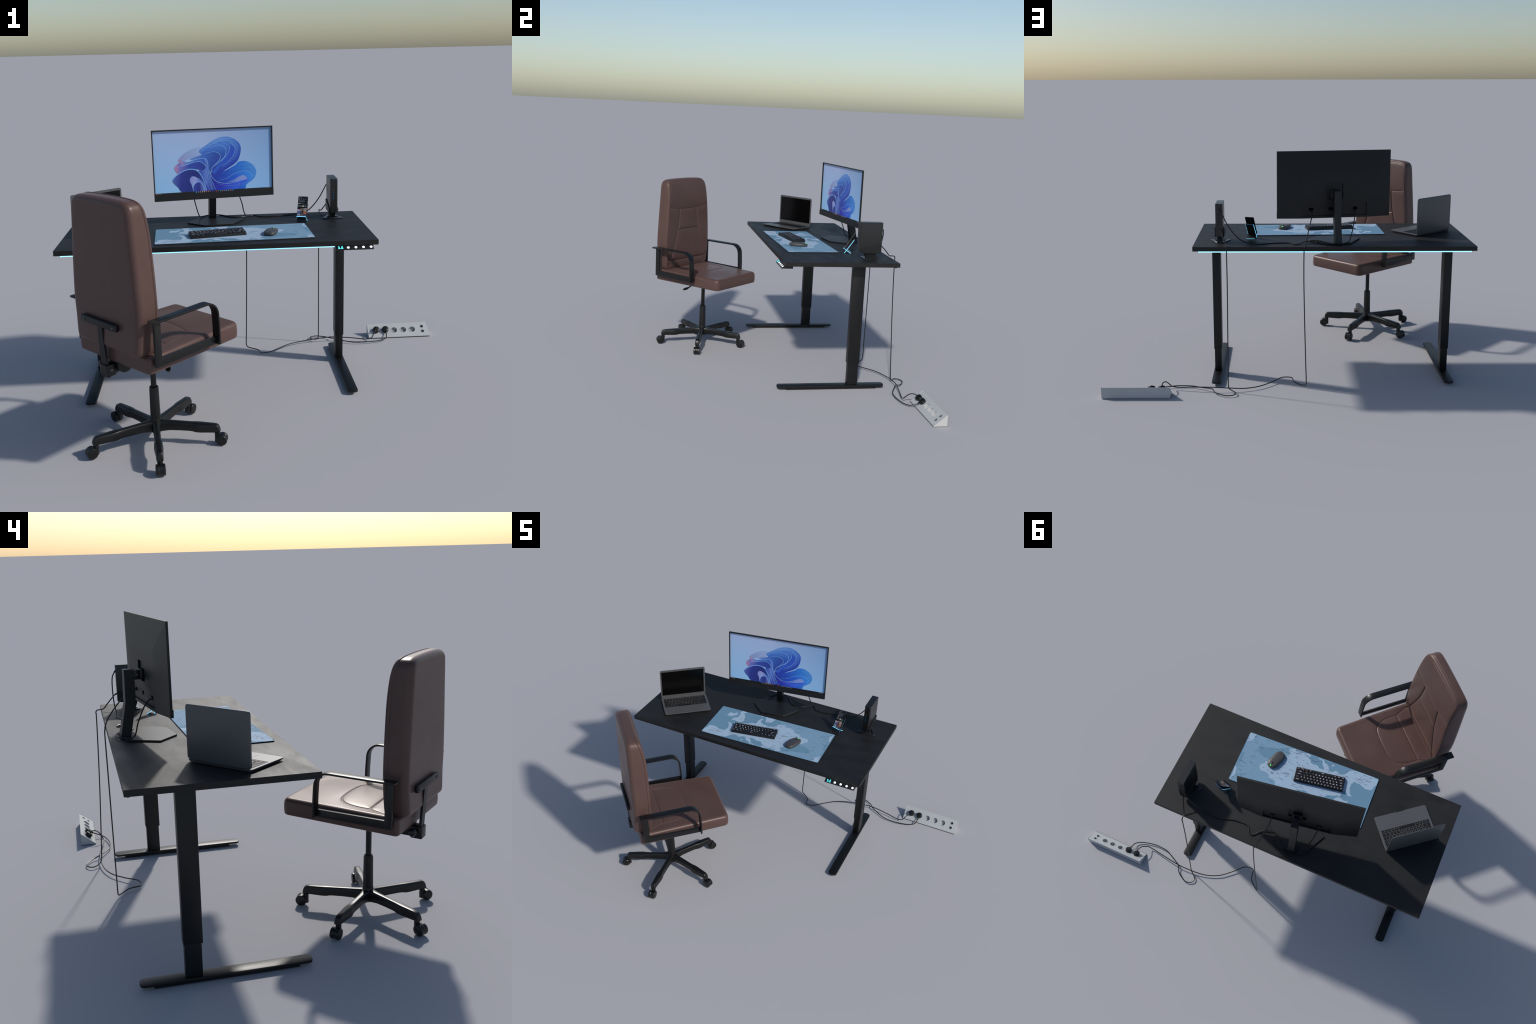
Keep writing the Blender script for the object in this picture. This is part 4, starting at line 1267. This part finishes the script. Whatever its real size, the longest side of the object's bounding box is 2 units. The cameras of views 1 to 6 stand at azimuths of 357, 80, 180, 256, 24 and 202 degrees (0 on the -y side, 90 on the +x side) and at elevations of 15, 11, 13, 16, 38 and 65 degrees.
    for r in range(3):
        for c in range(3):
            x0 = -w + 0.0014 + c * 0.01645
            y0 = 0.0035 + (2 - r) * 0.0160
            hgt = 0.0152 if not (r == 0 and c == 0) else 0.009
            pieces("picture_tile", [(x0, y0, x0 + 0.0157, y0 + hgt)], cols[g])
            a, b = rng.uniform(0.002, 0.007), rng.uniform(0.001, 0.005)
            bmcol = (rng.randint(50, 200), rng.randint(60, 150), rng.randint(50, 150))
            bm = bmesh.new()
            bm_box(bm, (x0 + a, y0 + b, 0.0004), (x0 + a + 0.006, y0 + b + 0.006, 0.0005), 0, 1, MP)
            add("picture_detail", to_mesh(bm), scr, principled("tile_tint", rgb(*bmcol), 0.4), smooth=0)
            g += 1
    pieces("menu_tag", [(0.018, 0.050, 0.0225, 0.0535), (0.0190, 0.041, 0.0225, 0.046)], (190, 110, 80))


# =================================================================== router
def build_router():
    R = thing("tower_router", "upright black slab router on a triangular stand", "router", (0.3742, 0.4640, DESK_Z), 0)
    Z = DESK_Z
    body = bmesh.new()
    y0, y1, z0, z1, hw = 0.3935 - 0.464, 0.5335 - 0.464, 0.8300 - Z, 1.0075 - Z, 0.0197
    c = 0.0055
    # cross-section narrows towards the front and along the top front
    secs = []
    for y, w, zt, cc in ((y0, hw - 0.0045, z1 - 0.0015, 0.012), (y0 + 0.010, hw, z1, 0.004), (y1 - 0.001, hw, z1, 0.002), (y1, hw - 0.001, z1 - 0.001, 0.002)):
        secs.append([(-w, y, z0), (w, y, z0), (w, y, zt - cc), (w - cc * 0.35, y, zt), (-w + cc * 0.35, y, zt), (-w, y, zt - cc)])
    case = add("case", to_mesh(loft(secs)), R, grained("router_black", (0.0065, 0.0065, 0.0070, 1), 0.33, 0, 0.6, (40, 40, 40), 0.12, 0), smooth=20)
    # indicator lamps on the front edge
    for nm, z, h, col, e in (("indicator_lamp", 0.953, 0.0035, (0.5, 0.14, 0.01, 1), 0.12), ("indicator_lamp", 0.938, 0.0085, (0.0, 0.12, 0.28, 1), 0.12),
                             ("indicator_lamp", 0.922, 0.0085, (0.0, 0.12, 0.28, 1), 0.12), ("indicator_lamp", 0.906, 0.0085, (0.0, 0.12, 0.28, 1), 0.12)):
        add(nm, box((-0.0062, y0 - 0.0004, z - Z - h / 2), (-0.0038, y0 + 0.001, z - Z + h / 2)), case, principled("lamp", col, 0.4, emit=col, strength=e))
    # rear sockets
    bm = bmesh.new()
    for z, w in ((0.978, 0.008), (0.950, 0.012), (0.930, 0.012), (0.910, 0.012), (0.866, 0.008)):
        bm_box(bm, (-w / 2, y1 - 0.001, z - Z - 0.005), (w / 2, y1 + 0.0006, z - Z + 0.005), 0.0003, 1)
    add("rear_socket", to_mesh(bm), case, principled("socket_black", (0.006, 0.006, 0.006, 1), 0.5))
    # cradle: two wedge cheeks clasping the sides, joined under the case
    side = [(0.4085 - 0.464, 0.8485 - Z), (0.4120 - 0.464, 0.8330 - Z), (0.4185 - 0.464, 0.8255 - Z), (0.5200 - 0.464, 0.8255 - Z), (0.5270 - 0.464, 0.8300 - Z), (0.5300 - 0.464, 0.8800 - Z), (0.5240 - 0.464, 0.8815 - Z)]
    MC = Matrix(((0, 0, 1, 0), (1, 0, 0, 0), (0, 1, 0, 0), (0, 0, 0, 1)))
    cr = bmesh.new()
    for s in (1, -1):
        bm_extrude(cr, side, s * (hw + 0.0002) if s > 0 else -hw - 0.0055, hw + 0.0055 if s > 0 else -hw - 0.0002, 0.001, 1, MC)
    bm_box(cr, (-hw - 0.005, 0.4185 - 0.464, 0.8250 - Z), (hw + 0.005, 0.5200 - 0.464, 0.8299 - Z), 0.0008, 1)
    neck = [[(-0.0145, 0.436 - 0.464, 0.8255 - Z), (0.0145, 0.436 - 0.464, 0.8255 - Z), (0.0145, 0.500 - 0.464, 0.8255 - Z), (-0.0145, 0.500 - 0.464, 0.8255 - Z)],
            [(-0.0125, 0.447 - 0.464, 0.7945 - Z), (0.0125, 0.447 - 0.464, 0.7945 - Z), (0.0125, 0.512 - 0.464, 0.7945 - Z), (-0.0125, 0.512 - 0.464, 0.7945 - Z)]]
    merge(cr, loft(neck))
    add("cradle", to_mesh(cr), R, M_SATIN)
    # triangular foot with two openings
    tri = [(-0.052, 0.430 - 0.464), (0.052, 0.430 - 0.464), (0.056, 0.437 - 0.464), (0.0165, 0.516 - 0.464), (-0.0165, 0.516 - 0.464), (-0.056, 0.437 - 0.464)]
    foot = add("foot", extrude(tri, 0.0004, 0.0046, 0.001, 1), R, principled("foot_black", (0.020, 0.022, 0.024, 1), 0.22, spec=0.6))
    bm = bmesh.new()
    for s in (1, -1):
        bm_extrude(bm, [(s * 0.0140, 0.4395 - 0.464), (s * 0.0400, 0.4395 - 0.464), (s * 0.0140, 0.489 - 0.464)], -0.01, 0.02)
    cut(foot, to_mesh(bm))


# ============================================================== power strip
def build_strip():
    X0, X1 = 0.635, 1.0
    S = thing("power_strip", "wedge-shaped pale grey five-socket power strip", "power strip", ((X0 + X1) / 2, 0.732, 0))
    L = (X1 - X0) / 2
    white = grained("strip_grey", (0.44, 0.455, 0.465, 1), 0.35, 0.0, 0.5, (20, 20, 20), 0.03)
    ya, yb, zt = 0.693 - 0.732, 0.7695 - 0.732, 0.0612
    # front sloping face: start (ya, 0.003) to (yb, zt)
    side = [(ya, 0.0015), (ya + 0.002, 0.0), (yb, 0.0), (yb, zt), (yb - 0.002, zt)]
    MC = Matrix(((0, 0, 1, 0), (1, 0, 0, 0), (0, 1, 0, 0), (0, 0, 0, 1)))
    case = add("case", extrude(side, -L + 0.0015, L - 0.0015, 0.0, 1, MC), S, white)
    d = Vector((0, yb - 0.002 - ya, zt - 0.0015))
    SL = d.length
    d.normalize()
    nrm = Vector((0, -d.z, d.y))
    org = Vector((0, ya, 0.0015))

    def on_face(x, s, h=0.0):
        p = org + d * s + nrm * h
        return Matrix(((1, 0, 0, x), (0, d.y, nrm.y, p.y), (0, d.z, nrm.z, p.z), (0, 0, 0, 1)))
    xs = [x - (X0 + X1) / 2 for x in (0.6835, 0.7385, 0.7930, 0.8480, 0.9015)]
    wells = bmesh.new()
    for x in xs[2:]:
        bm_cyl(wells, 0.0185, 0.0185, -0.016, 0.01, 40, 0, on_face(x, 0.0492))
    for s in (0.0342, 0.0668):
        bm_cyl(wells, 0.0098, 0.0098, -0.010, 0.01, 28, 0, on_face(0.9615 - (X0 + X1) / 2, s))
    cut(case, to_mesh(wells))
    # end caps, edge rail, socket rims, pins and round switches
    cap = [(ya - 0.0012, 0.0), (yb + 0.0008, 0.0), (yb + 0.0008, zt + 0.0012), (yb - 0.003, zt + 0.0012)]
    capm = principled("end_cap", (0.52, 0.52, 0.505, 1), 0.4)
    add("end_cap", extrude(cap, L - 0.0015, L, 0.0003, 1, MC), S, capm)
    add("end_cap", extrude(cap, -L, -L + 0.0015, 0.0003, 1, MC), S, principled("end_cap_metal", (0.42, 0.45, 0.47, 1), 0.4))
    add("edge_rail", box((-L + 0.0015, ya - 0.001, 0.0), (L - 0.0015, ya + 0.002, 0.0022)), S, principled("rail_dark", (0.10, 0.11, 0.12, 1), 0.4))
    rim_b = lathe([(0.0178, -0.0155), (0.0184, -0.0155), (0.0184, 0.0002), (0.0200, 0.0002), (0.0196, 0.0011), (0.0186, 0.0013), (0.0178, 0.0004), (0.0178, -0.0155)], 40)
    rim_me = to_mesh(rim_b)
    well_m = principled("socket_white", (0.50, 0.505, 0.51, 1), 0.35)
    pin = principled("contact_black", (0.01, 0.01, 0.01, 1), 0.4)
    clip = principled("earth_clip", (0.30, 0.30, 0.31, 1), 0.3, 0.7)
    for x in xs[2:]:
        Mf = on_face(x, 0.0492)
        o = add("socket", rim_me, S, well_m, Mf.translation, Mf.to_euler())
        bm = bmesh.new()
        for s in (1, -1):
            bm_cyl(bm, 0.0026, 0.0026, -0.0162, -0.0150, 14, 0, Matrix.Translation((s * 0.0085, 0, 0)))
            pass
        add("contact", to_mesh(bm), o, pin)
        bm = bmesh.new()
        for s in (1, -1):
            bm_box(bm, (-0.0020, s * 0.0172 - 0.0006, -0.012), (0.0020, s * 0.0172 + 0.0006, -0.004))
        add("earth_contact", to_mesh(bm), o, clip)
    sw_b = lathe([(0, -0.0085), (0.0058, -0.0085), (0.0066, -0.0015), (0.0090, 0.0004), (0.0102, 0.0003), (0.0104, -0.001), (0.0098, -0.0095), (0, -0.0096)], 28)
    sw_me = to_mesh(sw_b)
    grey = principled("jack_grey", (0.16, 0.165, 0.17, 1), 0.35)
    for s in (0.0342, 0.0668):
        Mf = on_face(0.9615 - (X0 + X1) / 2, s)
        o = add("round_jack", sw_me, S, grey, Mf.translation, Mf.to_euler())
        bm = bmesh.new()
        bm_cyl(bm, 0.0064, 0.0064, -0.0083, -0.0060, 20)
        add("jack_bore", to_mesh(bm), o, pin)
    return [on_face(x, 0.0492) for x in xs[:2]], S.location


# =================================================================== cables
def build_cables(plug_frames, strip_loc):
    plug_b = lathe([(0, 0.0002), (0.0180, 0.0002), (0.0192, 0.003), (0.0192, 0.009), (0.0184, 0.0100), (0.0192, 0.0112), (0.0192, 0.0165), (0.0178, 0.0195), (0.012, 0.0214), (0, 0.0220)], 36)
    plug_me = to_mesh(plug_b)
    boot_me = tube([(0, -0.012, 0.0135), (0, -0.021, 0.0140), (0, -0.028, 0.0135)], 0.0046, 5, 12)
    r = 0.0029

    def tip(i):
        p = plug_frames[i] @ Vector((0, -0.026, 0.0137))
        return tuple(p + Vector(strip_loc))
    paths = [
        # router mains lead: over the rear edge, down to the floor, one loop, to the second plug
        ("router_power_cable", "thin black power cable looping from router to strip",
         [(0.374, 0.533, 0.866), (0.366, 0.545, 0.862), (0.348, 0.582, 0.826), (0.336, 0.606, 0.802), (0.331, 0.634, 0.799), (0.330, 0.643, 0.788), (0.330, 0.642, 0.765), (0.3285, 0.647, 0.60),
          (0.329, 0.655, 0.40), (0.330, 0.668, 0.15), (0.330, 0.674, 0.045), (0.325, 0.680, 0.018), (0.305, 0.695, 0.010), (0.289, 0.713, 0.008), (0.289, 0.731, 0.008), (0.303, 0.746, 0.007), (0.322, 0.7515, 0.007),
          (0.342, 0.7495, 0.007), (0.379, 0.729, 0.008), (0.401, 0.709, 0.009), (0.410, 0.692, 0.013), (0.421, 0.678, 0.016), (0.470, 0.650, 0.011), (0.525, 0.624, 0.009), (0.58, 0.618, 0.009), (0.622, 0.620, 0.009),
          (0.68, 0.633, 0.008), (0.716, 0.650, 0.010), (0.732, 0.668, 0.014), tip(1)], 1),
        # monitor mains lead
        ("monitor_power_cable", "thin black power cable hanging from monitor to strip",
         [(-0.121, 0.476, 0.968), (-0.123, 0.500, 0.962), (-0.124, 0.528, 0.944), (-0.112, 0.566, 0.900), (-0.098, 0.600, 0.852), (-0.091, 0.619, 0.812), (-0.083, 0.622, 0.790), (-0.079, 0.624, 0.768),
          (-0.079, 0.624, 0.60), (-0.085, 0.624, 0.35), (-0.092, 0.624, 0.12), (-0.095, 0.624, 0.035), (-0.091, 0.622, 0.014), (-0.080, 0.613, 0.009), (-0.055, 0.594, 0.008), (-0.031, 0.568, 0.010),
          (-0.024, 0.542, 0.011), (-0.019, 0.516, 0.012), (0.000, 0.508, 0.014), (0.042, 0.521, 0.016), (0.095, 0.577, 0.013), (0.160, 0.633, 0.012), (0.240, 0.666, 0.013), (0.329, 0.678, 0.020),
          (0.420, 0.679, 0.025), (0.528, 0.664, 0.020), (0.600, 0.652, 0.014), (0.637, 0.650, 0.019), (0.648, 0.656, 0.030), (0.660, 0.667, 0.047), (0.671, 0.681, 0.0585), (0.679, 0.697, 0.0605), (0.6833, 0.709, 0.0555), (0.6838, 0.716, 0.0480)], 0),
        # display lead from the router, across the desk, round the stand, up to the monitor
        ("display_cable", "thin black cable running from router across desk to monitor",
         [(0.372, 0.533, 0.978), (0.366, 0.540, 0.970), (0.352, 0.552, 0.945), (0.322, 0.556, 0.888), (0.280, 0.555, 0.834), (0.235, 0.551, 0.803), (0.163, 0.555, 0.7930), (0.083, 0.531, 0.7930),
          (0.030, 0.525, 0.7930), (-0.004, 0.529, 0.7932), (-0.022, 0.554, 0.7934), (-0.038, 0.567, 0.7934), (-0.055, 0.558, 0.7936), (-0.074, 0.532, 0.7960), (-0.100, 0.512, 0.7995),
          (-0.140, 0.505, 0.8010), (-0.172, 0.516, 0.8012), (-0.202, 0.555, 0.8012), (-0.236, 0.584, 0.8000), (-0.282, 0.581, 0.7995), (-0.312, 0.552, 0.8010), (-0.328, 0.520, 0.806),
          (-0.338, 0.508, 0.830), (-0.346, 0.500, 0.865), (-0.358, 0.476, 0.925), (-0.362, 0.455, 0.957), (-0.3625, 0.436, 0.967)], None),
    ]
    for name, label, pts, plug in paths:
        o = np.array(pts[0])
        t = thing(name, label, "cable", tuple(o))
        add("cord", tube([tuple(np.array(p) - o) for p in pts], r, 7, 8), t, M_CABLE)
        if plug is not None:
            M = Matrix.Translation(Vector(strip_loc)) @ plug_frames[plug]
            pl = add("plug", plug_me, t, M_PLASTIC, M.translation - Vector(o), M.to_euler())
            if plug == 1:
                add("strain_relief", boot_me, pl, M_CABLE)
        # connector heads at the appliance end
        dirv = (Vector(pts[1]) - Vector(pts[0])).normalized()
        bm = bmesh.new()
        bm_cyl(bm, 0.0042, 0.0036, -0.002, 0.012, 14, 0.0006, Vector((0, 0, 1)).rotation_difference(dirv).to_matrix().to_4x4())
        if name == "display_cable":
            dv = (Vector(pts[-2]) - Vector(pts[-1])).normalized()
            bm_cyl(bm, 0.0042, 0.0036, -0.002, 0.012, 14, 0.0006, Matrix.Translation(Vector(pts[-1]) - Vector(o)) @ Vector((0, 0, 1)).rotation_difference(dv).to_matrix().to_4x4())
        add("connector", to_mesh(bm), t, M_PLASTIC)


build_desk()
build_chair()
build_monitor()
build_laptop()
build_keyboard()
build_mouse()
build_mat()
build_phone()
build_router()
build_cables(*build_strip())
